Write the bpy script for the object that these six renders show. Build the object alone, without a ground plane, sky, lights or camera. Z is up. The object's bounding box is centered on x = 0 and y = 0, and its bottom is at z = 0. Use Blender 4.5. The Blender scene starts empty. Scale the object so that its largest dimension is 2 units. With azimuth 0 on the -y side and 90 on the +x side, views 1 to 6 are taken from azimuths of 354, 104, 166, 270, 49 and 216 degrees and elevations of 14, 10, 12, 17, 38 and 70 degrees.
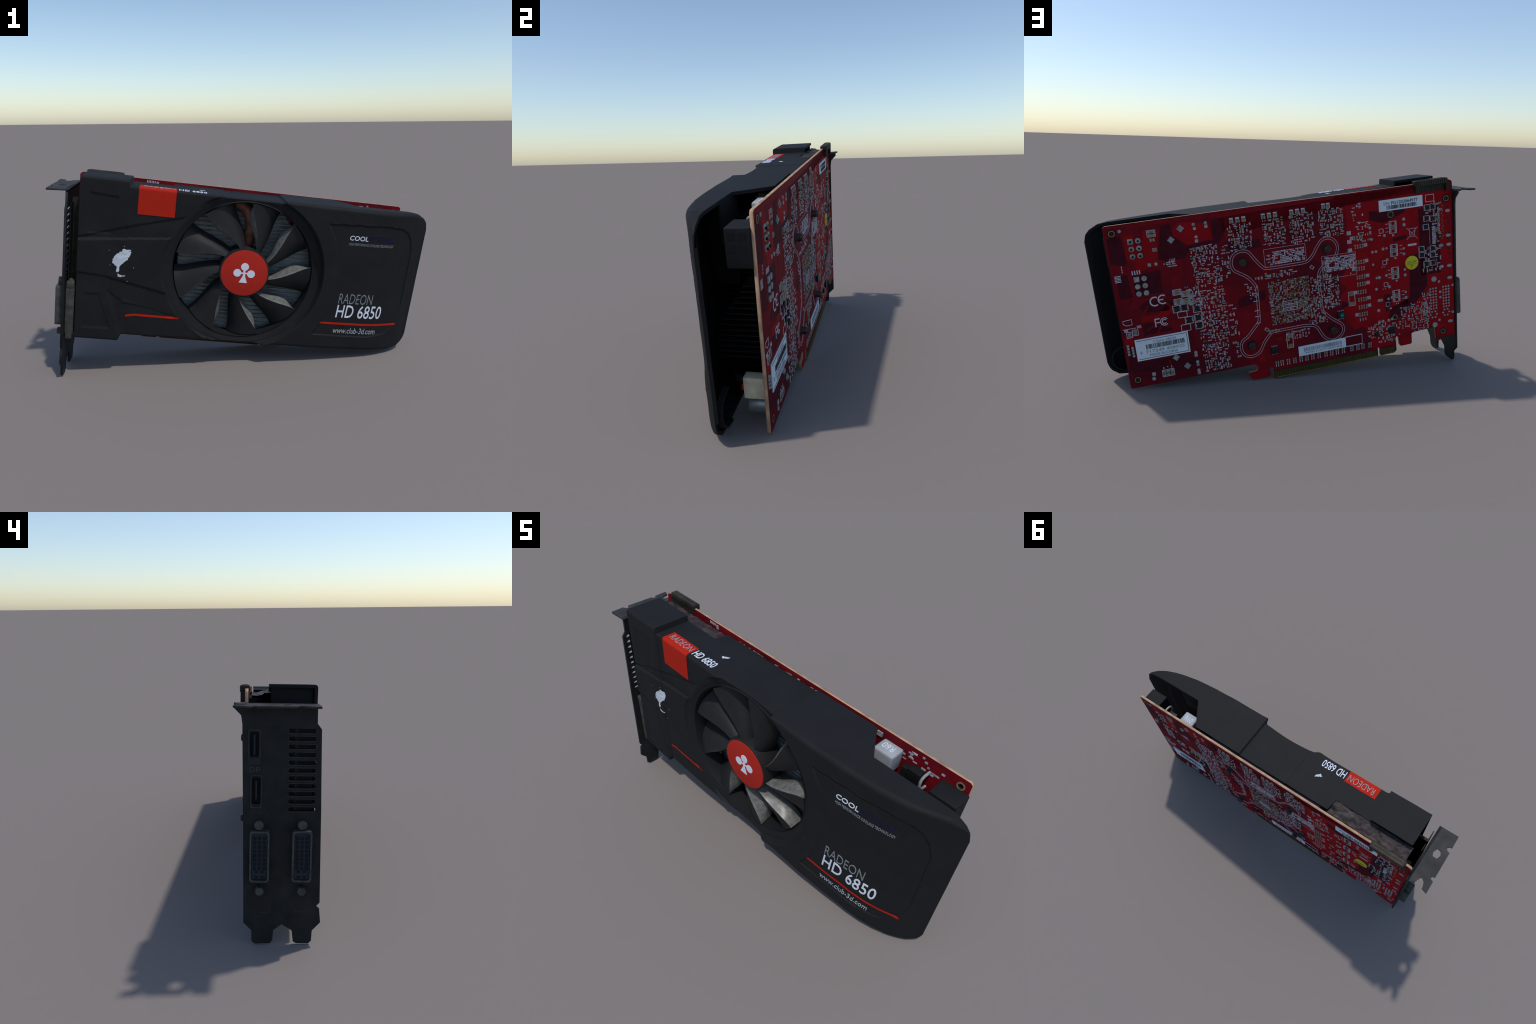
# A dual-slot graphics card standing tilted on its bracket and tail.
# Everything is modelled in the card's own frame and then posed:
#   x : along the board, 0 at the bracket end, 1.762 at the tail
#   y : 0 on the back of the board, negative towards the fan side
#   z : 0 on the top edge of the board, -0.797 on the bottom edge
import bpy, bmesh, math, random
import numpy as np
from mathutils import Matrix, Vector, noise

rng = random.Random(6850)
BOARD_LEN, BOARD_H, BOARD_T = 1.762, 0.797, 0.013
FAN_X, FAN_Z, HOLE_R, HUB_R = 0.881, -0.391, 0.367, 0.131
HUB_X, HUB_Z = FAN_X + .005, FAN_Z - .004

# ------------------------------------------------------------------ materials
def srgb(r, g, b):
    f = lambda c: c / 12.92 if c <= .04045 else ((c + .055) / 1.055) ** 2.4
    return (f(r / 255), f(g / 255), f(b / 255), 1)

def material(name, col, rough=.5, metal=0., vary=.12, vscale=30, bump=0., bscale=200, coat=0., spec=.2):
    m = bpy.data.materials.new(name); m.use_nodes = True
    nt = m.node_tree; b = nt.nodes['Principled BSDF']
    b.inputs['Roughness'].default_value = rough
    b.inputs['Metallic'].default_value = metal
    b.inputs['Coat Weight'].default_value = coat
    b.inputs['Specular IOR Level'].default_value = spec
    tc = nt.nodes.new('ShaderNodeTexCoord')
    n = nt.nodes.new('ShaderNodeTexNoise'); n.inputs['Scale'].default_value = vscale; n.inputs['Detail'].default_value = 5
    nt.links.new(tc.outputs['Object'], n.inputs['Vector'])
    r = nt.nodes.new('ShaderNodeValToRGB')
    r.color_ramp.elements[0].position = .3; r.color_ramp.elements[1].position = .7
    r.color_ramp.elements[0].color = tuple(c * (1 - vary) for c in col[:3]) + (1,)
    r.color_ramp.elements[1].color = tuple(min(1, c * (1 + vary)) for c in col[:3]) + (1,)
    nt.links.new(n.outputs['Fac'], r.inputs['Fac'])
    nt.links.new(r.outputs['Color'], b.inputs['Base Color'])
    if bump:
        n2 = nt.nodes.new('ShaderNodeTexNoise'); n2.inputs['Scale'].default_value = bscale
        nt.links.new(tc.outputs['Object'], n2.inputs['Vector'])
        bp = nt.nodes.new('ShaderNodeBump'); bp.inputs['Strength'].default_value = bump; bp.inputs['Distance'].default_value = .004
        nt.links.new(n2.outputs['Fac'], bp.inputs['Height']); nt.links.new(bp.outputs['Normal'], b.inputs['Normal'])
    return m

M = {}
M['plastic'] = material('charcoal_plastic', (.0125, .0128, .0140, 1), .68, vary=.10, vscale=9, bump=.12, bscale=260, spec=.14)
M['blade'] = material('fan_plastic', (.0155, .0155, .0165, 1), .55, vary=.12, vscale=20, spec=.18)
M['blade_rear'] = material('glint_lightened_plastic', (.14, .14, .13, 1), .38, vary=.35, vscale=40, spec=.4)  # blade plastic painted lighter where the flanks caught a reflection
M['red_paint'] = material('red_print', (.385, .0195, .0095, 1), .7, vary=.05, spec=.06)
M['red_hub'] = material('red_hub_print', (.39, .0225, .014, 1), .65, vary=.07, spec=.1)
M['white_paint'] = material('white_print', (.62, .66, .74, 1), .6, vary=.05)
M['grey_paint'] = material('grey_print', (.19, .21, .225, 1), .6, vary=.08)
M['pale_paint'] = material('pale_print', (.33, .36, .40, 1), .6, vary=.08)
M['navy_paint'] = material('navy_print', (.0095, .0095, .038, 1), .6, vary=.15)
M['scuff'] = material('worn_off_paint', (.50, .55, .60, 1), .7, vary=.15, vscale=60)
M['steel'] = material('black_oxide_steel', (.0155, .0165, .0175, 1), .55, metal=0., spec=.2, vary=.35, vscale=14, bump=.08)
M['flange'] = material('worn_bracket_steel', (.036, .036, .035, 1), .6, metal=0., spec=.15, vary=.3, vscale=18)
M['nickel'] = material('dull_nickel', (.062, .065, .058, 1), .5, metal=.05, vary=.35, vscale=35)
M['port_dark'] = material('port_black', (.006, .007, .009, 1), .6)
M['port_blue'] = material('port_insert', (.022, .028, .038, 1), .6, vary=.2)
M['fin'] = material('aluminium_fin', (.205, .225, .222, 1), .55, metal=0., vary=.55, vscale=11)  # grey raised to carry the light baked between the blades
M['fin_dark'] = material('shade_darkened_fin', (.012, .012, .014, 1), .55, vary=.3)  # aluminium tail fins blackened to paint the shade inside the shroud
M['copper'] = material('tarnished_copper', (.13, .052, .034, 1), .45, metal=.2, vary=.4, vscale=30)
M['edge'] = material('laminate_edge', (.38, .245, .155, 1), .7, vary=.35, vscale=18)  # tan toned down for the shade on the tail and bottom edges
M['gold'] = material('gold_contact', (.062, .050, .014, 1), .55, metal=0., vary=.2, spec=.2)
M['gold_edge'] = material('gold_edge', (.17, .14, .02, 1), .55, vary=.2, spec=.2)
M['brown'] = material('brown_connector', (.022, .019, .014, 1), .6, vary=.4, vscale=30, spec=.2)
M['brown_rim'] = material('brown_connector_rim', (.060, .052, .036, 1), .6, vary=.3, spec=.2)
M['gap'] = material('contact_gap', (.016, .013, .006, 1), .6)
M['red_bright'] = material('copper_pour_red', (.255, .0052, .0082, 1), .7, vary=.12, vscale=12, spec=.08)
M['red_dark'] = material('bare_mask_maroon', (.058, .0055, .0115, 1), .7, vary=.2, vscale=20, spec=.08)
M['red_mid'] = material('trace_red', (.170, .0054, .0105, 1), .7, vary=.2, vscale=20, spec=.08)
M['silk'] = material('silkscreen_white', (.47, .47, .52, 1), .7, vary=.15, vscale=120, spec=.1)
M['silk_dim'] = material('silkscreen_thin', (.36, .29, .32, 1), .7, spec=.1, vary=.25, vscale=120)
M['solder'] = material('solder_grey', (.26, .275, .275, 1), .55, metal=.05, vary=.35, vscale=80)
M['tan'] = material('ceramic_tan', (.20, .155, .085, 1), .55, vary=.35, vscale=90)
M['chip'] = material('epoxy_black', (.010, .011, .012, 1), .5, vary=.2)
M['teal'] = material('teal_dot', (.01, .16, .15, 1), .5)
M['label'] = material('paper_label', (.60, .68, .74, 1), .7, vary=.04)
M['ink'] = material('label_ink', (.035, .035, .04, 1), .7)
M['ink_grey'] = material('label_ink_faded', (.24, .27, .30, 1), .7)
M['yellow'] = material('yellow_sticker', (.53, .50, .03, 1), .6, vary=.06)
M['olive'] = material('sticker_print', (.25, .21, .02, 1), .6)
M['grey_choke'] = material('grey_choke', (.33, .35, .37, 1), .45, vary=.15, vscale=25)
M['cap'] = material('capacitor_can', (.30, .33, .33, 1), .35, metal=.5, vary=.2)
M['ivory'] = material('ivory_nylon', (.55, .50, .36, 1), .5, vary=.2)
M['film'] = material('brown_film', (.042, .033, .032, 1), .6, vary=.6, vscale=28)
M['hole'] = material('hole_dark', (.012, .010, .008, 1), .7)
M['screw'] = material('screw_steel', (.05, .035, .033, 1), .4, metal=.4, vary=.5, vscale=60)

# the board's solder mask: crimson with darker veils and faint routing lines
def board_material():
    m = bpy.data.materials.new('red_solder_mask'); m.use_nodes = True
    nt = m.node_tree; N = nt.nodes; L = nt.links; b = N['Principled BSDF']
    b.inputs['Roughness'].default_value = .7; b.inputs['Specular IOR Level'].default_value = .08
    tc = N.new('ShaderNodeTexCoord')
    def mapped(sc, rot=0):
        mp = N.new('ShaderNodeMapping'); mp.inputs['Scale'].default_value = sc; mp.inputs['Rotation'].default_value = (0, rot, 0)
        L.new(tc.outputs['Object'], mp.inputs['Vector']); return mp
    n = N.new('ShaderNodeTexNoise'); n.inputs['Scale'].default_value = 3.2; n.inputs['Detail'].default_value = 3
    L.new(tc.outputs['Object'], n.inputs['Vector'])
    r = N.new('ShaderNodeValToRGB'); e = r.color_ramp.elements
    e[0].position = .38; e[0].color = (.105, .0056, .0120, 1)
    e[1].position = .62; e[1].color = (.180, .0056, .0108, 1)
    L.new(n.outputs['Fac'], r.inputs['Fac'])
    v = N.new('ShaderNodeTexVoronoi'); v.distance = 'CHEBYCHEV'; v.inputs['Scale'].default_value = 9
    L.new(mapped((1, .01, 1)).outputs[0], v.inputs['Vector'])
    rv = N.new('ShaderNodeValToRGB'); rv.color_ramp.interpolation = 'CONSTANT'
    rv.color_ramp.elements[0].color = (.72, .8, .85, 1); rv.color_ramp.elements[1].position = .45; rv.color_ramp.elements[1].color = (1, 1, 1, 1)
    sep = N.new('ShaderNodeSeparateColor'); L.new(v.outputs['Color'], sep.inputs[0]); L.new(sep.outputs[0], rv.inputs['Fac'])
    mx = N.new('ShaderNodeMix'); mx.data_type = 'RGBA'; mx.blend_type = 'MULTIPLY'; mx.inputs[0].default_value = .55
    L.new(r.outputs['Color'], mx.inputs[6]); L.new(rv.outputs['Color'], mx.inputs[7])
    w = N.new('ShaderNodeTexWave'); w.bands_direction = 'X'; w.inputs['Scale'].default_value = 26; w.inputs['Distortion'].default_value = 6; w.inputs['Detail Scale'].default_value = 1.2
    L.new(mapped((1, .01, 1), .78).outputs[0], w.inputs['Vector'])
    rw = N.new('ShaderNodeValToRGB'); rw.color_ramp.elements[0].position = .80; rw.color_ramp.elements[0].color = (1, 1, 1, 1)
    rw.color_ramp.elements[1].position = .95; rw.color_ramp.elements[1].color = (1.35, 1.1, 1.1, 1)
    L.new(w.outputs['Fac'], rw.inputs['Fac'])
    m2 = N.new('ShaderNodeMix'); m2.data_type = 'RGBA'; m2.blend_type = 'MULTIPLY'; m2.inputs[0].default_value = .3
    L.new(mx.outputs[2], m2.inputs[6]); L.new(rw.outputs['Color'], m2.inputs[7])
    L.new(m2.outputs[2], b.inputs['Base Color'])
    return m
M['board'] = board_material()

# ------------------------------------------------------------------ object helpers
ROOT = bpy.data.objects.new('graphics_card', None)
bpy.context.collection.objects.link(ROOT)
ROOT['label'] = 'black and red dual slot graphics card with one fan'
ROOT['category'] = 'graphics card'

def smooth(me, angle=35):
    if not me.polygons: return
    me.polygons.foreach_set('use_smooth', [True] * len(me.polygons))
    bm = bmesh.new(); bm.from_mesh(me)
    lim = math.radians(angle)
    for e in bm.edges:
        e.smooth = len(e.link_faces) == 2 and e.calc_face_angle(9) < lim
    bm.to_mesh(me); bm.free()

SCRATCH = bpy.data.scenes.new('scratch')                  # curves and text are turned into meshes here
def curve_to_mesh(name, cu):
    o = bpy.data.objects.new(name, cu); SCRATCH.collection.objects.link(o)
    vl = SCRATCH.view_layers[0]; vl.update()
    me = bpy.data.meshes.new_from_object(o.evaluated_get(vl.depsgraph), depsgraph=vl.depsgraph)
    bpy.data.objects.remove(o); bpy.data.curves.remove(cu)
    return me

def obj(name, me, parent=ROOT, mats=(), angle=35, stuff=False):
    o = bpy.data.objects.new(name, me); bpy.context.collection.objects.link(o)
    for m in mats: me.materials.append(m)
    if angle: smooth(me, angle)
    if parent.parent and parent.parent.parent: parent = parent.parent      # thing > part > sub-part, no deeper
    o.parent = parent
    if stuff: o['kind'] = 'stuff'
    return o

def mesh_from(name, verts, faces, recalc=True):
    me = bpy.data.meshes.new(name); me.from_pydata([tuple(v) for v in verts], [], faces); me.update()
    if recalc:
        bm = bmesh.new(); bm.from_mesh(me); bmesh.ops.recalc_face_normals(bm, faces=bm.faces); bm.to_mesh(me); bm.free()
    return me

class Bucket:
    """collects many small solids of one material into one mesh"""
    def __init__(s): s.v = []; s.f = []
    def add(s, verts, faces):
        k = len(s.v); s.v += [tuple(v) for v in verts]; s.f += [tuple(i + k for i in f) for f in faces]
    def box(s, x0, x1, y0, y1, z0, z1):
        s.add([(x, y, z) for x in (x0, x1) for y in (y0, y1) for z in (z0, z1)],
              [(0, 1, 3, 2), (4, 6, 7, 5), (0, 4, 5, 1), (2, 3, 7, 6), (0, 2, 6, 4), (1, 5, 7, 3)])
    def tile(s, cx, cz, w, h, t, y0=0., ang=0.):
        """thin tile on the back of the board (faces +y), or on the front if t < 0"""
        c, sn = math.cos(ang), math.sin(ang)
        q = [(cx + a * c - b * sn, cz + a * sn + b * c) for a, b in ((-w/2, -h/2), (w/2, -h/2), (w/2, h/2), (-w/2, h/2))]
        s.poly(q, y0, y0 + t)
    def poly(s, pts, y0, y1):
        n = len(pts)
        s.add([(x, y0, z) for x, z in pts] + [(x, y1, z) for x, z in pts],
              [tuple(range(n)), tuple(range(2 * n - 1, n - 1, -1))] + [(i, (i + 1) % n, n + (i + 1) % n, n + i) for i in range(n)])
    def disc(s, cx, cz, r, y0, y1, n=20, sq=1.):
        s.poly([(cx + r * math.cos(a) * sq, cz + r * math.sin(a)) for a in [2 * math.pi * i / n for i in range(n)]], y0, y1)
    def ring(s, cx, cz, r0, r1, y0, y1, n=24):
        a = [2 * math.pi * i / n for i in range(n)]
        v = [(cx + r * math.cos(t), y, cz + r * math.sin(t)) for t in a for r, y in ((r0, y0), (r1, y0), (r1, y1), (r0, y1))]
        s.add(v, [(4*i + k, 4*i + (k + 1) % 4, (4*(i+1) + (k + 1) % 4) % (4*n), (4*(i+1) + k) % (4*n)) for i in range(n) for k in range(4)])
    def line(s, pts, w, y0, y1, closed=False):
        """ribbon along a polyline in the x-z plane"""
        n = len(pts); P = [Vector(p) for p in pts]; L, Rr = [], []
        for i in range(n):
            a = P[(i - 1) % n] if (closed or i) else P[i]; b = P[(i + 1) % n] if (closed or i < n - 1) else P[i]
            d = (b - a); d = d.normalized() if d.length else Vector((1, 0)); nn = Vector((-d.y, d.x)) * w / 2
            L.append(P[i] + nn); Rr.append(P[i] - nn)
        for i in range(n if closed else n - 1):
            j = (i + 1) % n
            s.poly([tuple(L[i]), tuple(L[j]), tuple(Rr[j]), tuple(Rr[i])], y0, y1)
    def frame(s, x0, x1, z0, z1, w, y0, y1):
        s.line([(x0, z0), (x1, z0)], w, y0, y1); s.line([(x0, z1), (x1, z1)], w, y0, y1)
        s.line([(x0, z0), (x0, z1)], w, y0, y1); s.line([(x1, z0), (x1, z1)], w, y0, y1)
    def make(s, name, mat, parent=ROOT, angle=0, stuff=False):
        if not s.v: return None
        return obj(name, mesh_from(name, s.v, s.f), parent, [mat], angle, stuff)

def bevel_mesh(me, w, seg=2, angle=40):
    bm = bmesh.new(); bm.from_mesh(me)
    ed = [e for e in bm.edges if len(e.link_faces) == 2 and e.calc_face_angle(0) > math.radians(angle)]
    bmesh.ops.bevel(bm, geom=ed, offset=w, segments=seg, profile=.6, affect='EDGES', clamp_overlap=True)
    bm.to_mesh(me); bm.free(); return me

def block(name, x0, x1, y0, y1, z0, z1, mat, parent=ROOT, bev=.004, seg=2):
    b = Bucket(); b.box(x0, x1, y0, y1, z0, z1)
    me = mesh_from(name, b.v, b.f)
    if bev: bevel_mesh(me, bev, seg)
    return obj(name, me, parent, [mat], 50)

def cylinder(name, c, axis, r, h, mat, parent=ROOT, n=28, bev=.003, r2=None):
    bm = bmesh.new(); bmesh.ops.create_cone(bm, cap_ends=True, segments=n, radius1=r, radius2=r if r2 is None else r2, depth=h)
    q = Vector((0, 0, 1)).rotation_difference(Vector(axis))
    bmesh.ops.transform(bm, matrix=Matrix.Translation(c) @ q.to_matrix().to_4x4(), verts=bm.verts)
    me = bpy.data.meshes.new(name); bm.to_mesh(me); bm.free()
    if bev: bevel_mesh(me, bev, 2, 60)
    return obj(name, me, parent, [mat], 40)

def plate(name, outline, holes, to3d, thick):
    """flat plate with holes: a filled, extruded 2D curve; to3d maps (u, v, t) to card space"""
    cu = bpy.data.curves.new(name, 'CURVE'); cu.dimensions = '2D'; cu.fill_mode = 'BOTH'; cu.extrude = .5
    for loop in [outline] + holes:
        sp = cu.splines.new('POLY'); sp.points.add(len(loop) - 1); sp.use_cyclic_u = True
        for p, (u, v) in zip(sp.points, loop): p.co = (u, v, 0, 1)
    me = curve_to_mesh(name, cu)
    bm = bmesh.new(); bm.from_mesh(me); bmesh.ops.remove_doubles(bm, verts=bm.verts, dist=1e-5)
    for v in bm.verts: v.co = to3d(v.co.x, v.co.y, v.co.z * thick)
    bmesh.ops.recalc_face_normals(bm, faces=bm.faces)
    bm.to_mesh(me); bm.free(); me.name = name
    return me

def circle(cx, cy, r, n=24, sq=1.):
    return [(cx + sq * r * math.cos(2 * math.pi * i / n), cy + r * math.sin(2 * math.pi * i / n)) for i in range(n)]

def stadium(cx, cy, w, h, n=8):
    """horizontal slot with round ends"""
    r = h / 2; a = w / 2 - r
    return [(cx + a + r * math.cos(t), cy + r * math.sin(t)) for t in np.linspace(-math.pi/2, math.pi/2, n)] + \
           [(cx - a + r * math.cos(t), cy + r * math.sin(t)) for t in np.linspace(math.pi/2, 3*math.pi/2, n)]

def rounded(x0, x1, y0, y1, r, n=5):
    out = []
    for cx, cy, a in ((x1 - r, y1 - r, 0), (x0 + r, y1 - r, 90), (x0 + r, y0 + r, 180), (x1 - r, y0 + r, 270)):
        out += [(cx + r * math.cos(math.radians(a + 90 * i / n)), cy + r * math.sin(math.radians(a + 90 * i / n))) for i in range(n + 1)]
    return out

def text(body, bucket, fn, shear=0., offset=0., spacing=1.):
    """lettering: glyph outlines scaled to the unit box and mapped by fn(u, v, t), t = 0 base .. 1 face"""
    cu = bpy.data.curves.new('lettering', 'FONT'); cu.body = body; cu.extrude = .5; cu.shear = shear
    cu.offset = offset; cu.space_character = spacing; cu.resolution_u = 3
    me = curve_to_mesh('lettering', cu)
    co = np.array([v.co[:] for v in me.vertices]); lo, hi = co.min(0), co.max(0)
    uv = (co - lo) / np.maximum(hi - lo, 1e-9)
    bucket.add([fn(u, v, t) for u, v, t in uv], [tuple(p.vertices) for p in me.polygons])
    bpy.data.meshes.remove(me)

# ================================================================== SHROUD
PROFILE_X = [.05, .28, .292, .50, 1.00, 1.05, 1.30, 1.42, 1.556, 1.633, 1.69, 1.745, 1.793, 1.829, 1.852, 1.868]
PROFILE_Y = [-.280, -.278, -.273, -.272, -.272, -.284, -.284, -.280, -.270, -.256, -.242, -.222, -.199, -.178, -.163, -.157]
TOP_X = [.05, .2795, .2835, .744, .752, 1.048, 1.056, 1.4, 1.75, 1.797, 1.838, 1.858, 1.868]
TOP_Z = [.021, .021, -.006, -.009, -.012, -.011, -.001, .000, -.001, -.006, -.027, -.048, -.085]
BOT_X = [.05, .270, .282, .730, .756, 1.048, 1.074, 1.6, 1.76, 1.819, 1.850, 1.862, 1.868]
BOT_Z = [-.809, -.812, -.780, -.778, -.786, -.786, -.778, -.781, -.784, -.775, -.750, -.728, -.700]
WALLT_X = [.05, .484, .492, 1.357, 1.455, 1.80, 1.868]
WALLT_Y = [-.091, -.091, -.024, -.020, -.158, -.156, -.154]
WALLB_X = [.05, .28, .29, 1.36, 1.455, 1.80, 1.868]
WALLB_Y = [-.10, -.10, -.06, -.06, -.158, -.156, -.154]

def smoothstep(a, b, x):
    t = np.clip((x - a) / (b - a), 0, 1); return t * t * (3 - 2 * t)

def inside(poly, x, z, w):
    """soft mask of a polygon (1 inside, 0 outside, ramp of width w across the border)"""
    P = np.array(poly); (x0, z0), (x1, z1) = P.min(0) - w, P.max(0) + w
    if not np.any((x > x0) & (x < x1) & (z > z0) & (z < z1)): return np.zeros(np.shape(x))
    d = np.full(np.shape(x), 1e9); ins = np.zeros(np.shape(x), bool)
    for i in range(len(P)):
        a, b = P[i], P[(i + 1) % len(P)]; e = b - a
        t = np.clip(((x - a[0]) * e[0] + (z - a[1]) * e[1]) / (e @ e), 0, 1)
        d = np.minimum(d, np.hypot(x - a[0] - t * e[0], z - a[1] - t * e[1]))
        c = (a[1] > z) != (b[1] > z)
        ins ^= c & (x < a[0] + (z - a[1]) * e[0] / (e[1] if e[1] else 1e-9))
    return smoothstep(-w / 2, w / 2, np.where(ins, d, -d))

LOGO_PANEL = [(1.280, -.088), (1.40, -.081), (1.62, -.076), (1.705, -.084), (1.745, -.107), (1.772, -.148), (1.790, -.211), (1.792, -.54),
              (1.765, -.63), (1.709, -.684), (1.60, -.702), (1.283, -.70), (1.335, -.60), (1.360, -.47), (1.360, -.32), (1.335, -.18)]
SIDE_PANEL = [(.03, -.294), (.265, -.268), (.494, -.247), (.470, -.315), (.462, -.387), (.468, -.46), (.493, -.535), (.34, -.50), (.20, -.468), (.03, -.452)]
UPPER_GROOVE = [(.03, -.285), (.262, -.214), (.571, -.130), (.545, -.20), (.494, -.247), (.265, -.268)]
LOWER_BAND = [(.20, -.470), (.34, -.502), (.493, -.537), (.55, -.62), (.60, -.69), (.40, -.618), (.275, -.585), (.205, -.540)]
STRIPE_FIELD = [(.292, -.600), (.40, -.618), (.575, -.668), (.66, -.74), (.74, -.80), (.325, -.80), (.305, -.70)]
POCKET = [(.205, -.540), (.272, -.588), (.292, -.61), (.305, -.70), (.325, -.80), (.285, -.80), (.248, -.68)]
CORNER_TOP = [(.10, -.055), (.235, -.065), (.205, -.25), (.095, -.25)]
CORNER_LOW = [(.095, -.565), (.165, -.565), (.225, -.745), (.085, -.745)]

def front_y(x, z):
    x = np.asarray(x, float); z = np.asarray(z, float)
    y = np.interp(x, PROFILE_X, PROFILE_Y)
    y = y + .004 * smoothstep(-.22, -.14, z) * smoothstep(.72, .60, x) * smoothstep(.27, .30, x)
    y = y - .006 * smoothstep(-.45, -.62, z) * smoothstep(1.50, 1.64, x) * smoothstep(1.865, 1.80, x)   # fuller lower tail
    y = y + .005 * inside(UPPER_GROOVE, x, z, .010)
    y = y - .005 * inside(SIDE_PANEL, x, z, .008)
    y = y + .002 * inside(LOWER_BAND, x, z, .014)
    y = y - .004 * smoothstep(-.45, -.66, z) * smoothstep(.66, .50, x)      # lower corner leans forward
    y = y + .004 * inside(STRIPE_FIELD, x, z, .010)
    y = y + .006 * inside(POCKET, x, z, .012)
    y = y + .004 * inside(CORNER_TOP, x, z, .012) + .004 * inside(CORNER_LOW, x, z, .012)
    # the logo panel sits in a shallow step with a fine raised lip
    m = inside(LOGO_PANEL, x, z, .012)
    y = y + .005 * m - .0035 * np.exp(-((m - .5) / .28) ** 2) * (m > .02) * (m < .98)
    # recessed ring round the fan opening
    r = np.hypot(x - FAN_X, z - FAN_Z)
    edge = .401 + .006 * smoothstep(.95, 1.15, x)
    k = 1 - smoothstep(0, 1, (r - edge) / .015)
    level = -.268 + .016 * smoothstep(.60, .76, x)
    y = y * (1 - k) + (level + .010 * smoothstep(edge, .362, r)) * k
    return y

def wobble(x, z):
    return .0011 * noise.noise((x * 9, z * 9, 3.1)) + .0006 * noise.noise((x * 31, z * 31, 7.7))

def corner_radius(x, f, wall):
    base = float(np.interp(x, [.05, .70, .745, 1.05, 1.09, 1.3, 1.6, 1.868], [.012, .010, .006, .006, .014, .018, .022, .016]))
    return max(.0012, min(base, (wall - f) * .45))

def section(x, nwall=6, narc=5, nfront=168):
    """cross-section of the shroud at x: top wall, corner, front, corner, bottom wall"""
    zt, zb = float(np.interp(x, TOP_X, TOP_Z)), float(np.interp(x, BOT_X, BOT_Z))
    wt, wb = float(np.interp(x, WALLT_X, WALLT_Y)), float(np.interp(x, WALLB_X, WALLB_Y))
    ft, fb = float(front_y(x, zt - .008)), float(front_y(x, zb + .008))
    rt, rb = corner_radius(x, ft, wt), corner_radius(x, fb, wb)
    pts = [(wt + (ft + rt - wt) * i / nwall, zt) for i in range(nwall)]
    for i in range(narc):
        a = math.pi / 2 * i / narc; pts.append((ft + rt - rt * math.sin(a), zt - rt + rt * math.cos(a)))
    zz = np.linspace(zt - rt, zb + rb, nfront + 1); yy = front_y(np.full_like(zz, x), zz)
    pts += [(float(y), float(z)) for y, z in zip(yy, zz)]
    for i in range(1, narc + 1):
        a = math.pi / 2 * i / narc; pts.append((fb + rb - rb * math.cos(a), zb + rb - rb * math.sin(a)))
    pts += [(fb + rb + (wb - fb - rb) * i / nwall, zb) for i in range(1, nwall + 1)]
    return pts, nwall + narc, nwall + narc + nfront       # index range of the front face

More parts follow.
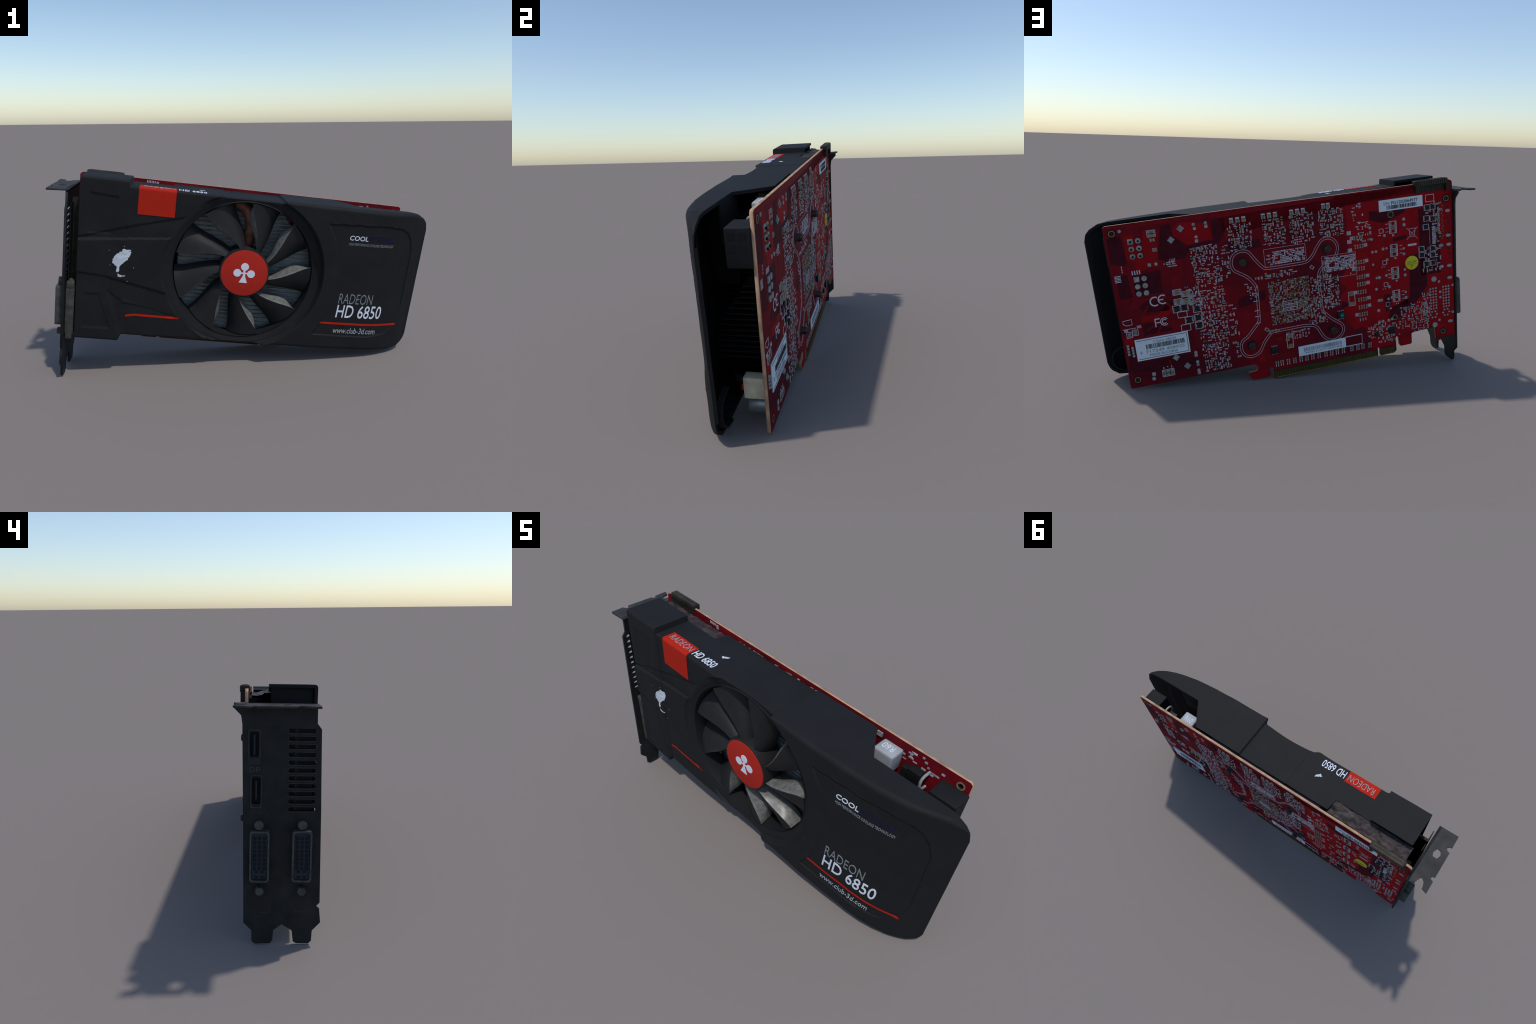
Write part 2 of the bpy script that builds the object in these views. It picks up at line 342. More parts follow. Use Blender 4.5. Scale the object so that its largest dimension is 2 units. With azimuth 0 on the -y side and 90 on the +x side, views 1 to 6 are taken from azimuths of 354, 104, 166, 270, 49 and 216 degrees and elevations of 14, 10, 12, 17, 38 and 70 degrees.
def build_shroud():
    xa, xb = FAN_X - .386, FAN_X + .386
    st = sorted(set([round(v, 5) for v in list(np.linspace(.054, .2795, 38)) + list(np.linspace(.2835, xa, 56)) + list(np.linspace(xa, xb, 181))
                     + list(np.linspace(xb, 1.33, 16)) + list(np.linspace(1.33, 1.75, 64)) + list(np.linspace(1.75, 1.868, 30)) + [.744, .748, .752, 1.048, 1.052, 1.056, .484, .492, 1.357, 1.455]]))
    st = [s for i, s in enumerate(st) if i == 0 or s - st[i - 1] > .0012]
    V, F, cols = [], [], []
    for x in st:
        pts, i0, i1 = section(x)
        cols.append(list(range(len(V), len(V) + len(pts))))
        V += [(x, y + wobble(x, z), z) for y, z in pts]
    ia = min(range(len(st)), key=lambda i: abs(st[i] - xa)); ib = min(range(len(st)), key=lambda i: abs(st[i] - xb))
    for i in range(len(st) - 1):
        for j in range(len(cols[0]) - 1):
            if ia <= i < ib and i0 <= j < i1: continue
            F.append((cols[i][j], cols[i + 1][j], cols[i + 1][j + 1], cols[i][j + 1]))
    # patch between that rectangle and the round fan opening
    loop = [cols[i][i0] for i in range(ia, ib)] + [cols[ib][j] for j in range(i0, i1)] + [cols[i][i1] for i in range(ib, ia, -1)] + [cols[ia][j] for j in range(i1, i0, -1)]
    K = 22; prev = loop
    for k in range(1, K + 1):
        t = k / K
        L = np.array([V[v] for v in loop]); a = np.arctan2(L[:, 2] - FAN_Z, L[:, 0] - FAN_X)
        PX = L[:, 0] * (1 - t) + (FAN_X + HOLE_R * np.cos(a)) * t; PZ = L[:, 2] * (1 - t) + (FAN_Z + HOLE_R * np.sin(a)) * t
        PY = front_y(PX, PZ)
        cur = list(range(len(V), len(V) + len(loop)))
        V += [(px, py + wobble(px, pz), pz) for px, py, pz in zip(PX.tolist(), PY.tolist(), PZ.tolist())]
        n = len(loop)
        F += [(prev[i], prev[(i + 1) % n], cur[(i + 1) % n], cur[i]) for i in range(n)]
        prev = cur
    for y, rr in ((-.246, HOLE_R - .004), (-.20, HOLE_R - .004), (-.165, HOLE_R - .002)):   # duct wall going in
        cur = []
        for v in prev:
            x, _, z = V[v]; a = math.atan2(z - FAN_Z, x - FAN_X)
            cur.append(len(V)); V.append((FAN_X + rr * math.cos(a), y, FAN_Z + rr * math.sin(a)))
        F += [(prev[i], prev[(i + 1) % n], cur[(i + 1) % n], cur[i]) for i in range(n)]
        prev = cur
    me = mesh_from('shroud', V, F)
    # make sure the shell faces outwards (towards -y on the front)
    me.update()
    s = sum(p.normal.y * p.area for p in me.polygons)
    if s > 0: me.flip_normals()
    o = obj('shroud', me, ROOT, [M['plastic']], 0)
    md = o.modifiers.new('wall', 'SOLIDIFY'); md.thickness = .013; md.offset = -1
    dg = bpy.context.evaluated_depsgraph_get()
    me2 = bpy.data.meshes.new_from_object(o.evaluated_get(dg)); o.modifiers.clear(); o.data = me2; me2.name = 'shroud'
    smooth(me2, 32)
    return o
shroud = build_shroud()

block('inner_baffle', 1.447, 1.455, -.262, -.159, -.36, -.012, M['plastic'], shroud, .002)
block('inner_lip', 1.395, 1.592, -.168, -.158, -.16, -.006, M['plastic'], shroud, .002)
# curled band inside the tail's lower corner
rb = Bucket(); path = [(1.46, -.764), (1.60, -.765), (1.74, -.764), (1.79, -.757), (1.822, -.738), (1.838, -.710), (1.838, -.680), (1.825, -.652), (1.795, -.634), (1.75, -.628)]
for (xa_, za_), (xb_, zb_) in zip(path, path[1:]):
    d_ = Vector((xb_ - xa_, zb_ - za_)).normalized() * .004; nx_, nz_ = -d_.y, d_.x
    rb.poly([(xa_ + nx_, za_ + nz_), (xb_ + nx_, zb_ + nz_), (xb_ - nx_, zb_ - nz_), (xa_ - nx_, za_ - nz_)], *((-.205, -.160) if xa_ < 1.73 else (-.160, -.138)))
rb.make('curled_inner_band', M['plastic'], shroud)
block('box_end', .070, .078, -.262, -.095, -.06, .010, M['plastic'], shroud, .002)
def on_front(x, z, lift): return (x, float(front_y(x, z)) + wobble(x, z) - lift, z)

def skin_patch(bucket, x0, x1, z_low, y_back, nx=24, lift=.0016):
    """print wrapped over the shroud's front and top between x0..x1"""
    rows = []
    for i in range(nx + 1):
        x = x0 + (x1 - x0) * i / nx
        pts, i0, i1 = section(x)
        sel = [(y, z) for y, z in pts[:i1] if y <= y_back and z >= z_low]
        sel = [(y_back, sel[0][1])] + sel + [(float(front_y(x, z_low)), z_low)]
        rows.append((x, sel))
    n = min(len(r[1]) for r in rows); v, f = [], []
    for x, sel in rows:
        P = np.array(sel); s = np.r_[0, np.cumsum(np.hypot(*np.diff(P, axis=0).T))]; q = np.linspace(0, s[-1], 70)
        P = np.c_[np.interp(q, s, P[:, 0]), np.interp(q, s, P[:, 1])]
        T = np.gradient(P, axis=0); T /= np.linalg.norm(T, axis=1)[:, None] + 1e-9
        Nn = np.c_[T[:, 1], -T[:, 0]]                       # outward normal of the section (y, z)
        P = P + Nn * lift; P[:, 0] += [wobble(x, z) for z in P[:, 1]]
        v += [(x, y, z) for y, z in P]
    m = 70
    f = [(i*m + j, (i+1)*m + j, (i+1)*m + j + 1, i*m + j + 1) for i in range(nx) for j in range(m - 1)]
    bucket.add(v, f)

b = Bucket(); skin_patch(b, .327, .507, -.140, -.199); o = b.make('red_emblem_panel', M['red_paint'], shroud, 40)
def ribbon(bucket, pts, w, lift, n=60):
    """painted stripe that follows the shroud's front"""
    P = np.array(pts); s = np.r_[0, np.cumsum(np.hypot(*np.diff(P, axis=0).T))]; q = np.linspace(0, s[-1], n)
    X, Z = np.interp(q, s, P[:, 0]), np.interp(q, s, P[:, 1]); v = []
    for x, z in zip(X, Z): v += [on_front(x, z + w / 2, lift), on_front(x, z - w / 2, lift)]
    bucket.add(v, [(2*i, 2*i + 1, 2*i + 3, 2*i + 2) for i in range(n - 1)])
b = Bucket(); ribbon(b, [(1.322, -.628), (1.55, -.629), (1.772, -.628)], .0125, .0016); b.make('red_stripe', M['red_paint'], shroud, 60)
b = Bucket(); ribbon(b, [(.300, -.672), (.345, -.663), (.572, -.667)], .0125, .0016); b.make('red_stripe', M['red_paint'], shroud, 60)

def front_text(body, x0, x1, z0, z1, mat, name='lettering', **kw):
    bk = Bucket()
    text(body, bk, lambda u, v, t: on_front(x0 + (x1 - x0) * u, z0 + (z1 - z0) * v, .0002 + .0016 * t), **kw)
    return bk.make(name, M[mat], shroud)
front_text('COOL', 1.409, 1.511, -.164, -.139, 'white_paint', offset=.01, shear=.1)
front_text('STREAM', 1.515, 1.662, -.164, -.134, 'navy_paint', offset=.006)
front_text('HIGH PERFORMANCE COOLING TECHNOLOGY', 1.409, 1.664, -.191, -.177, 'grey_paint', shear=.15)
front_text('RADEON', 1.405, 1.600, -.514, -.457, 'grey_paint', shear=.08, offset=-.008)
front_text('HD 6850', 1.402, 1.664, -.594, -.521, 'white_paint', shear=.08, offset=.004)
front_text('www.club-3d.com', 1.402, 1.648, -.684, -.651, 'pale_paint', shear=.12)
TOPZ = -.0085
def top_text(body, x0, x1, y0, y1, mat, **kw):
    bk = Bucket()
    text(body, bk, lambda u, v, t: (x0 + (x1 - x0) * u, y0 + (y1 - y0) * v, float(np.interp(x0 + (x1 - x0) * u, TOP_X, TOP_Z)) + .0010 + .0022 * t), **kw)
    return bk.make('lettering', M[mat], shroud)
top_text('RADEON', .348, .497, -.247, -.211, 'pale_paint', offset=-.02)
top_text('HD 6850', .517, .655, -.250, -.207, 'white_paint', offset=.006)

# worn patches where the paint has come off
def scuff_patch(bk, pts, fn, jitter=.0035):
    P = np.array(pts); n = len(P); out = []
    for i in range(n):
        for t in np.linspace(0, 1, 7)[:-1]:
            q = P[i] * (1 - t) + P[(i + 1) % n] * t
            out.append((q[0] + rng.uniform(-1, 1) * jitter, q[1] + rng.uniform(-1, 1) * jitter))
    bm = bmesh.new(); bm.faces.new([bm.verts.new((q[0], q[1], 0)) for q in out])
    bmesh.ops.triangulate(bm, faces=bm.faces)
    bmesh.ops.subdivide_edges(bm, edges=bm.edges, cuts=2, use_grid_fill=True)
    bm.verts.ensure_lookup_table(); bm.verts.index_update()
    bk.add([fn(v.co.x, v.co.y) for v in bm.verts], [tuple(v.index for v in f.verts) for f in bm.faces]); bm.free()
b = Bucket(); ff = lambda x, z: on_front(x, z, .0014)
scuff_patch(b, [(.222, -.375), (.232, -.352), (.262, -.335), (.270, -.318), (.308, -.322), (.310, -.334), (.296, -.372), (.266, -.398), (.256, -.418), (.243, -.410), (.226, -.395)], ff)
scuff_patch(b, [(.246, -.410), (.258, -.412), (.256, -.440), (.244, -.438)], ff, .002)
scuff_patch(b, [(.250, -.446), (.262, -.452), (.288, -.457), (.268, -.464), (.254, -.462)], ff, .002)
for x, z in ((.327, -.412), (.276, -.304), (.213, -.405), (.30, -.486), (.205, -.33)): scuff_patch(b, [(x-.002, z), (x, z+.002), (x+.002, z), (x, z-.002)], ff, .0008)
scuff_patch(b, [(.612, -.158), (.628, -.166), (.644, -.152), (.650, -.138), (.630, -.146)], lambda x, y: (x, y, TOPZ + .0022), .003)
b.make('paint_scuff', M['scuff'], shroud, stuff=True)

# ================================================================== FAN
bk = Bucket()
fan_hub = cylinder('fan', (HUB_X, -.205, HUB_Z), (0, -1, 0), HUB_R, .112, M['blade'], ROOT, 72, .006)
cylinder('hub_badge', (HUB_X, -.2605, HUB_Z), (0, -1, 0), .1225, .006, M['red_hub'], fan_hub, 72, .0015)
b = Bucket()
for cx, cz in ((.885, -.3605), (.849, -.3955), (.9205, -.3965)): b.disc(cx, cz, .0205, -.2655, -.2625, 32)
b.poly([(.8795, -.378), (.890, -.378), (.8915, -.41), (.9045, -.4465), (.862, -.4465), (.8785, -.41)], -.2653, -.2625)
b.poly([(.864, -.3915), (.906, -.3915), (.906, -.3985), (.864, -.3985)], -.2651, -.2625)
b.make('club_emblem', M['white_paint'], fan_hub)

def blade_mesh():
    """one swept blade: a crest on the counter-clockwise side, a dark face falling back clockwise
    and a flank coloured pale for its reflected light, dropping from the crest towards the heat sink"""
    nr, nc, nd = 14, 12, 6; V = []; R0, R1 = HUB_R - .006, HOLE_R - .009
    def face(s, u):                                        # crest (u=0) to trailing edge (u=1)
        r = R0 + (R1 - R0) * s; a = math.radians(-24 * (1 - s) ** 1.6 - (19 + 7.5 * s) * u)
        y = -.252 + .004 * s + .022 * u + .052 * u ** 4
        return Vector((r * math.cos(a), y, r * math.sin(a)))
    def flank(s, u):                                       # crest (u=0) to the deep edge (u=1)
        r = R0 + (R1 - R0) * s; a = math.radians(-24 * (1 - s) ** 1.6 + 8 * math.sin(math.pi * min(1, s * 1.05)) * math.sin(u * 2.2) - 3 * u)
        return Vector((r * math.cos(a), -.252 + .004 * s + (.080 + .01 * s) * u, r * math.sin(a)))
    ring = [('f', 1 - j / nc) for j in range(nc + 1)] + [('k', j / nd) for j in range(1, nd + 1)]
    m = len(ring)
    for i in range(nr + 1):
        for k, u in ring: V.append(face(i / nr, u) if k == 'f' else flank(i / nr, u))
    F, mat = [], []
    for i in range(nr):
        for j in range(m):
            F.append((i*m + j, i*m + (j+1) % m, (i+1)*m + (j+1) % m, (i+1)*m + j)); mat.append(1 if nc <= j < m - 1 else 0)
    F += [tuple(range(m)), tuple(range(nr*m + m - 1, nr*m - 1, -1))]; mat += [0, 0]
    me = mesh_from('fan_blade', V, F)
    me.materials.append(M['blade']); me.materials.append(M['blade_rear'])
    me.polygons.foreach_set('material_index', mat); smooth(me, 38)
    return me
bme = blade_mesh()
for k in range(9):
    o = bpy.data.objects.new('fan_blade', bme); bpy.context.collection.objects.link(o); o.parent = fan_hub
    a = math.radians(8.6 + 40 * k)
    o.matrix_local = Matrix.Translation((FAN_X, 0, FAN_Z)) @ Matrix.Rotation(-a, 4, 'Y')

# ================================================================== HEAT SINK
sink = block('heat_sink', .54, 1.26, -.114, -.020, -.768, -.045, M['fin'], ROOT, .003)
def fin_mesh(x0, x1, yf, mat):
    b = Bucket(); b.box(x0, x1, yf, -.024, -.0025, .0025); me = mesh_from('fin', b.v, b.f); me.materials.append(mat); return me
fm = fin_mesh(.535, 1.262, -.124, M['fin'])
for i in range(31):
    z = -.735 + i * .0225
    o = bpy.data.objects.new('fin', fm); bpy.context.collection.objects.link(o); o.parent = sink; o.location = (0, 0, z)
ft = fin_mesh(1.285, 1.405, -.255, M['fin_dark'])
for i in range(29):
    z = -.735 + i * .0225
    o = bpy.data.objects.new('fin', ft); bpy.context.collection.objects.link(o); o.parent = sink; o.location = (0, 0, z)
for i in range(14):                                       # stepped lower stack towards the tail
    z = -.588 + i * .0215
    yf = float(np.interp(z, [-.60, -.58, -.52, -.43, -.35, -.30], [-.21, -.215, -.217, -.195, -.122, -.10]))
    me = fin_mesh(1.407, 1.605, yf, M['fin_dark'])
    o = bpy.data.objects.new('fin', me); bpy.context.collection.objects.link(o); o.parent = sink; o.location = (0, 0, z)

def tube(name, pts, r, mat, parent):
    cu = bpy.data.curves.new(name, 'CURVE'); cu.dimensions = '3D'; cu.bevel_depth = r; cu.bevel_resolution = 4; cu.use_fill_caps = True
    sp = cu.splines.new('NURBS'); sp.points.add(len(pts) - 1); sp.use_endpoint_u = True; sp.order_u = 4; sp.resolution_u = 8
    for p, c in zip(sp.points, pts): p.co = (*c, 1)
    me = curve_to_mesh(name, cu)
    return obj(name, me, parent, [mat], 60)
tube('heat_pipe', [(.74, -.09, -.07), (.80, -.13, -.055), (.855, -.150, -.060), (.895, -.165, -.10), (.905, -.168, -.17), (.90, -.160, -.25), (.89, -.12, -.31)], .031, M['copper'], sink)
tube('heat_pipe', [(1.00, -.08, -.04), (1.05, -.13, -.045), (1.10, -.13, -.075), (1.13, -.10, -.13), (1.14, -.06, -.2)], .023, M['copper'], sink)

# ================================================================== CIRCUIT BOARD
OUTLINE = [(0, -.012), (.006, -.003), (.02, .003), (.215, .001), (1.752, 0), (1.762, -.008), (1.762, -.789), (1.756, -.799),
           (1.40, -.801), (1.152, -.802), (1.138, -.808), (1.133, -.822), (1.138, -.836), (1.150, -.840), (1.182, -.841), (1.182, -.852), (1.166, -.883),
           (1.082, -.884), (1.074, -.876), (1.074, -.842), (1.065, -.834), (1.057, -.842), (1.056, -.892), (1.047, -.903),
           (.478, -.899), (.473, -.890), (.473, -.842), (.467, -.835), (.461, -.842), (.461, -.890), (.456, -.899), (.378, -.898), (.364, -.886),
           (.364, -.815), (.357, -.803), (.349, -.815), (.344, -.860), (.335, -.867), (.277, -.866), (.271, -.858), (.270, -.806), (.255, -.801),
           (.128, -.797), (.124, -.865), (.006, -.866), (.004, -.55)]
HOLES = [(1.725, -.037, .011), (.357, -.136, .013), (.038, -.094, .012), (.363, -.696, .012), (.079, -.831, .011), (1.724, -.759, .011),
         (1.712, -.083, .010), (1.711, -.153, .010), (1.712, -.265, .010), (1.710, -.331, .010)]
me = plate('circuit_board', OUTLINE, [circle(x, z, r, 20) for x, z, r in HOLES], lambda u, v, t: Vector((u, -BOARD_T / 2 + t, v)), BOARD_T)
board = obj('circuit_board', me, ROOT, [M['board'], M['edge'], M['gold_edge']], 0)
for p in me.polygons:
    if abs(p.normal.y) < .5: p.material_index = 1
    if p.material_index == 1 and p.center.z < -.87 and .36 < p.center.x < 1.06: p.material_index = 2

S = {k: Bucket() for k in ('silk', 'silk_dim', 'solder', 'tan', 'chip', 'red_bright', 'red_dark', 'red_mid', 'gold', 'gold_edge', 'gap', 'hole', 'teal')}

# --- copper pours and bare strips (thin steps in the mask)
P0, P1, P2 = 0., .0005, .0009
def pour(key, pts, lvl=P1): S[key].poly(pts, -.0002, lvl)
pour('red_mid', [(.02, -.002), (1.745, -.004), (1.745, -.018), (1.24, -.024), (1.205, -.05), (1.19, -.12), (1.215, -.14), (1.235, -.03), (.60, -.024), (.55, -.06), (.02, -.03)])
pour('red_bright', [(.66, -.006), (.012, -.006), (.012, -.05), (.60, -.05), (.61, -.13), (.635, -.14), (.65, -.03)])
pour('red_bright', [(1.455, -.052), (1.433, -.028), (1.392, -.028), (1.285, -.050), (1.278, -.127), (1.396, -.138), (1.457, -.085)])
pour('red_bright', [(1.677, -.055), (1.636, -.050), (1.632, -.105), (1.60, -.11), (1.588, -.039), (1.519, -.045), (1.535, -.13), (1.545, -.215), (1.643, -.232), (1.648, -.182), (1.683, -.167)])
pour('red_dark', [(1.752, -.06), (1.690, -.05), (1.680, -.18), (1.70, -.195), (1.752, -.175)])
pour('red_dark', [(1.505, -.03), (1.462, -.03), (1.462, -.09), (1.40, -.145), (1.27, -.135), (1.272, -.04), (1.215, -.03), (1.20, -.08), (1.25, -.15), (1.39, -.16), (1.42, -.20), (1.50, -.20), (1.54, -.185)])
pour('red_dark', [(1.665, -.243), (1.54, -.236), (1.54, -.345), (1.672, -.345)])
pour('red_dark', [(1.74, -.24), (1.69, -.235), (1.68, -.35), (1.74, -.35)])
pour('red_dark', [(1.62, -.375), (1.55, -.375), (1.50, -.40), (1.53, -.44), (1.64, -.43), (1.66, -.40)])
pour('red_bright', [(1.66, -.445), (1.58, -.45), (1.53, -.40), (1.51, -.41), (1.51, -.45), (1.57, -.478), (1.66, -.475)])
pour('red_dark', [(1.66, -.485), (1.55, -.485), (1.52, -.54), (1.66, -.545)])
pour('red_bright', [(1.752, -.535), (1.715, -.545), (1.715, -.58), (1.752, -.58)])
pour('red_dark', [(1.744, -.585), (1.715, -.585), (1.715, -.68), (1.455, -.68), (1.43, -.73), (1.50, -.755), (1.75, -.712)])
pour('red_mid', [(1.50, -.20), (1.48, -.20), (1.46, -.24), (1.455, -.37), (1.485, -.37), (1.49, -.25)])
pour('red_mid', [(1.41, -.18), (1.395, -.20), (1.395, -.32), (1.405, -.32)])
pour('red_dark', [(1.22, -.15), (1.05, -.16), (1.05, -.20), (1.20, -.21)])
pour('red_dark', [(1.19, -.44), (1.05, -.42), (1.055, -.47), (1.19, -.49)])
# bright field on the port side
pour('red_bright', [(.505, -.12), (.50, -.14), (.40, -.30), (.44, -.36), (.40, -.44), (.44, -.52), (.40, -.60), (.46, -.70), (.60, -.72), (.66, -.60), (.60, -.52), (.66, -.44), (.60, -.36), (.52, -.30), (.56, -.2)])
pour('red_bright', [(.345, -.15), (.282, -.15), (.282, -.63), (.30, -.65), (.345, -.62), (.36, -.50), (.345, -.40), (.36, -.28)])
pour('red_bright', [(.275, -.13), (.205, -.125), (.205, -.36), (.275, -.36)])
pour('red_bright', [(.055, -.06), (.008, -.05), (.008, -.86), (.12, -.86), (.12, -.78), (.05, -.74), (.09, -.72), (.16, -.72), (.16, -.53), (.08, -.50), (.06, -.44)])
pour('red_bright', [(.012, -.02), (.60, -.06), (.60, -.28), (.56, -.43), (.66, -.52), (.66, -.60), (.52, -.74), (.50, -.85), (.37, -.85), (.36, -.79), (.14, -.79), (.012, -.78)], .0003)
pour('red_dark', [(.475, -.105), (.475, -.15), (.40, -.175), (.28, -.135), (.275, -.10), (.36, -.118)], P2)
pour('red_dark', [(.35, -.262), (.275, -.255), (.275, -.275), (.35, -.282)], P2)
pour('red_dark', [(.275, -.37), (.165, -.36), (.165, -.55), (.20, -.60), (.32, -.70), (.40, -.70), (.39, -.64), (.27, -.60), (.265, -.45)], P1)
pour('red_dark', [(.20, -.13), (.08, -.12), (.08, -.49), (.20, -.49)], P1)
pour('red_dark', [(.42, -.56), (.38, -.56), (.38, -.62), (.41, -.66)], P2)
pour('red_dark', [(.655, -.55), (.61, -.575), (.66, -.60)], P2)
pour('red_bright', [(1.078, -.842), (1.135, -.842), (1.15, -.846), (1.178, -.846), (1.164, -.880), (1.082, -.880)])
pour('red_bright', [(.34, -.82), (.276, -.815), (.28, -.862), (.335, -.863)])
pour('red_bright', [(1.12, -.80), (1.125, -.75), (1.10, -.73), (1.085, -.80)])
for x, z, w, h in ((1.005, -.67, .012, .05), (.945, -.665, .014, .05)): S['red_bright'].disc(x, z, .013, -.0002, P1, 18); S['red_bright'].tile(x, z - .015, .026, .03, P1)
# long diagonal and straight traces
for pts in ([(1.62, -.40), (1.66, -.46)], [(1.56, -.37), (1.50, -.44)], [(1.47, -.22), (1.45, -.25), (1.45, -.36)], [(1.50, -.22), (1.49, -.25), (1.49, -.36)],
            [(1.73, -.20), (1.68, -.22), (1.67, -.35), (1.70, -.37)], [(1.74, -.36), (1.60, -.37), (1.53, -.37)], [(1.56, -.69), (1.555, -.74)],
            [(1.64, -.52), (1.58, -.49), (1.54, -.52)], [(1.60, -.55), (1.57, -.50)]):
    S['red_mid'].line(pts, .010, -.0002, P1 + .0001)

# --- printed marks, small parts
def smd(x, z, w, h, vertical=False, body='tan', t=.006):
    """two-terminal chip part: solder ends and a raised body, lying on the back of the board"""
    if vertical:
        S['solder'].tile(x, z + h * .36, w, h * .28, t * .8, -.0005); S['solder'].tile(x, z - h * .36, w, h * .28, t * .8, -.0005)
        S[body].tile(x, z, w * .96, h * .5, t, -.0005)
    else:
        S['solder'].tile(x + w * .36, z, w * .28, h, t * .8, -.0005); S['solder'].tile(x - w * .36, z, w * .28, h, t * .8, -.0005)
        S[body].tile(x, z, w * .5, h * .96, t, -.0005)

def word(x, z, w, h, vertical=False, key='silk'):
    """illegible printed designator: a row of tiny strokes"""
    n = max(2, int((h if vertical else w) / .0055)); p = (h if vertical else w) / n
    for i in range(n):
        if rng.random() < .12: continue
        if vertical: S[key].tile(x, z - h/2 + p * (i + .5), w * rng.uniform(.6, 1), p * .62, .0011, -.0002)
        else: S[key].tile(x - w/2 + p * (i + .5), z, p * .62, h * rng.uniform(.6, 1), .0011, -.0002)

def cluster(x0, x1, z0, z1, n, mix=(.36, .44, .20), size=1.):
    """dense field of chip parts, designators and printed ticks on a loose grid"""
    placed = []; tries = 0
    while len(placed) < n and tries < n * 12:
        tries += 1
        vert = rng.random() < .5
        w, h = (.010 * size, .0175 * size) if vert else (.0175 * size, .010 * size)
        k = rng.uniform(.75, 1.2); w *= k; h *= k
        x = round(rng.uniform(x0 + w/2, x1 - w/2) / .004) * .004; z = round(rng.uniform(z0 + h/2, z1 - h/2) / .004) * .004
        if any(abs(x - a) < (w + c) * .52 and abs(z - b_) < (h + d) * .52 for a, b_, c, d in placed): continue
        placed.append((x, z, w, h))
        r = rng.random()
        if r < mix[0]: smd(x, z, w, h, vert, rng.choice(('tan', 'tan', 'chip', 'solder')), .004)
        elif r < mix[0] + mix[1]: word(x, z, w * (.7 if vert else 1.1), h * (1.1 if vert else .7), vert)
        else:
            if vert:
                S['silk'].tile(x - w * .4, z, .003, h, .0011, -.0002); S['silk'].tile(x + w * .1, z, .003, h * .6, .0011, -.0002)
            else:
                S['silk'].tile(x, z + h * .4, w, .003, .0011, -.0002); S['silk'].tile(x, z - h * .3, w * .5, .003, .0011, -.0002)

cluster(1.085, 1.205, -.205, -.070, 78); cluster(.917, 1.035, -.205, -.068, 74); cluster(.77, .90, -.215, -.060, 80); cluster(.612, .75, -.205, -.058, 76)
for x in (1.178, 1.148, 1.118, 1.022, .992, .962, .880, .850, .820, .715, .690):
    z = -.052 if x > .75 else -.044
    S['silk'].tile(x, z + .008, .019, .008, .0012, -.0002); smd(x, z - .006, .020, .016, False, 'tan', .006)
cluster(1.255, 1.395, -.255, -.150, 50); cluster(1.25, 1.39, -.355, -.255, 56); cluster(1.36, 1.44, -.44, -.335, 28)
cluster(1.25, 1.42, -.47, -.36, 86); cluster(1.25, 1.40, -.56, -.47, 76); cluster(1.25, 1.40, -.64, -.56, 64); cluster(1.265, 1.405, -.72, -.64, 52); cluster(1.265, 1.40, -.79, -.72, 46)
cluster(1.205, 1.25, -.33, -.16, 14); cluster(1.20, 1.25, -.75, -.45, 16, size=1.1)
cluster(.70, .82, -.49, -.39, 66); cluster(.70, .83, -.58, -.49, 72); cluster(.74, .84, -.65, -.58, 44); cluster(.66, .72, -.58, -.40, 26)
cluster(.06, .17, -.17, -.10, 14); cluster(.075, .125, -.32, -.15, 30); cluster(.075, .20, -.49, -.33, 34)
cluster(.165, .27, -.80, -.63, 95); cluster(.15, .20, -.76, -.58, 28); cluster(.27, .33, -.77, -.64, 20)
cluster(.40, .53, -.79, -.71, 26); cluster(.36, .47, -.83, -.79, 12); cluster(.50, .58, -.17, -.05, 10); cluster(.47, .56, -.26, -.15, 20)
cluster(.84, .98, -.71, -.655, 22); cluster(1.0, 1.06, -.66, -.63, 6); cluster(1.47, 1.535, -.22, -.20, 5); cluster(1.055, 1.10, -.37, -.345, 4)
cluster(.33, .42, -.80, -.72, 10); cluster(1.08, 1.16, -.42, -.37, 5); cluster(.87, 1.05, -.37, -.335, 18)
# big paired parts in the supply area
for x, z in ((1.478, -.357), (1.478, -.404), (1.440, -.372), (1.44, -.41)): S['silk'].frame(x - .020, x + .020, z - .013, z + .013, .0028, -.0002, .0012); smd(x, z, .034, .020, False, 'tan')
for x, z in ((1.455, -.44), (1.49, -.44), (1.44, -.505), (1.395, -.455), (1.395, -.50), (1.395, -.54)):
    S['silk'].frame(x - .019, x + .019, z - .017, z + .017, .0028, -.0002, .0012); S['chip'].tile(x, z, .022, .022, .008, -.0005)
    S['solder'].tile(x - .016, z, .007, .016, .003, -.0005); S['solder'].tile(x + .016, z, .007, .016, .003, -.0005)
for x, z in ((1.468, -.470), (1.460, -.540)): S['silk'].frame(x - .022, x + .022, z - .016, z + .016, .0028, -.0002, .0012)
for x, z in ((1.418, -.362), (1.418, -.392), (1.418, -.422)): S['silk'].ring(x, z, .0085, .0112, -.0002, .0012); S['solder'].disc(x, z, .007, -.0002, .003)
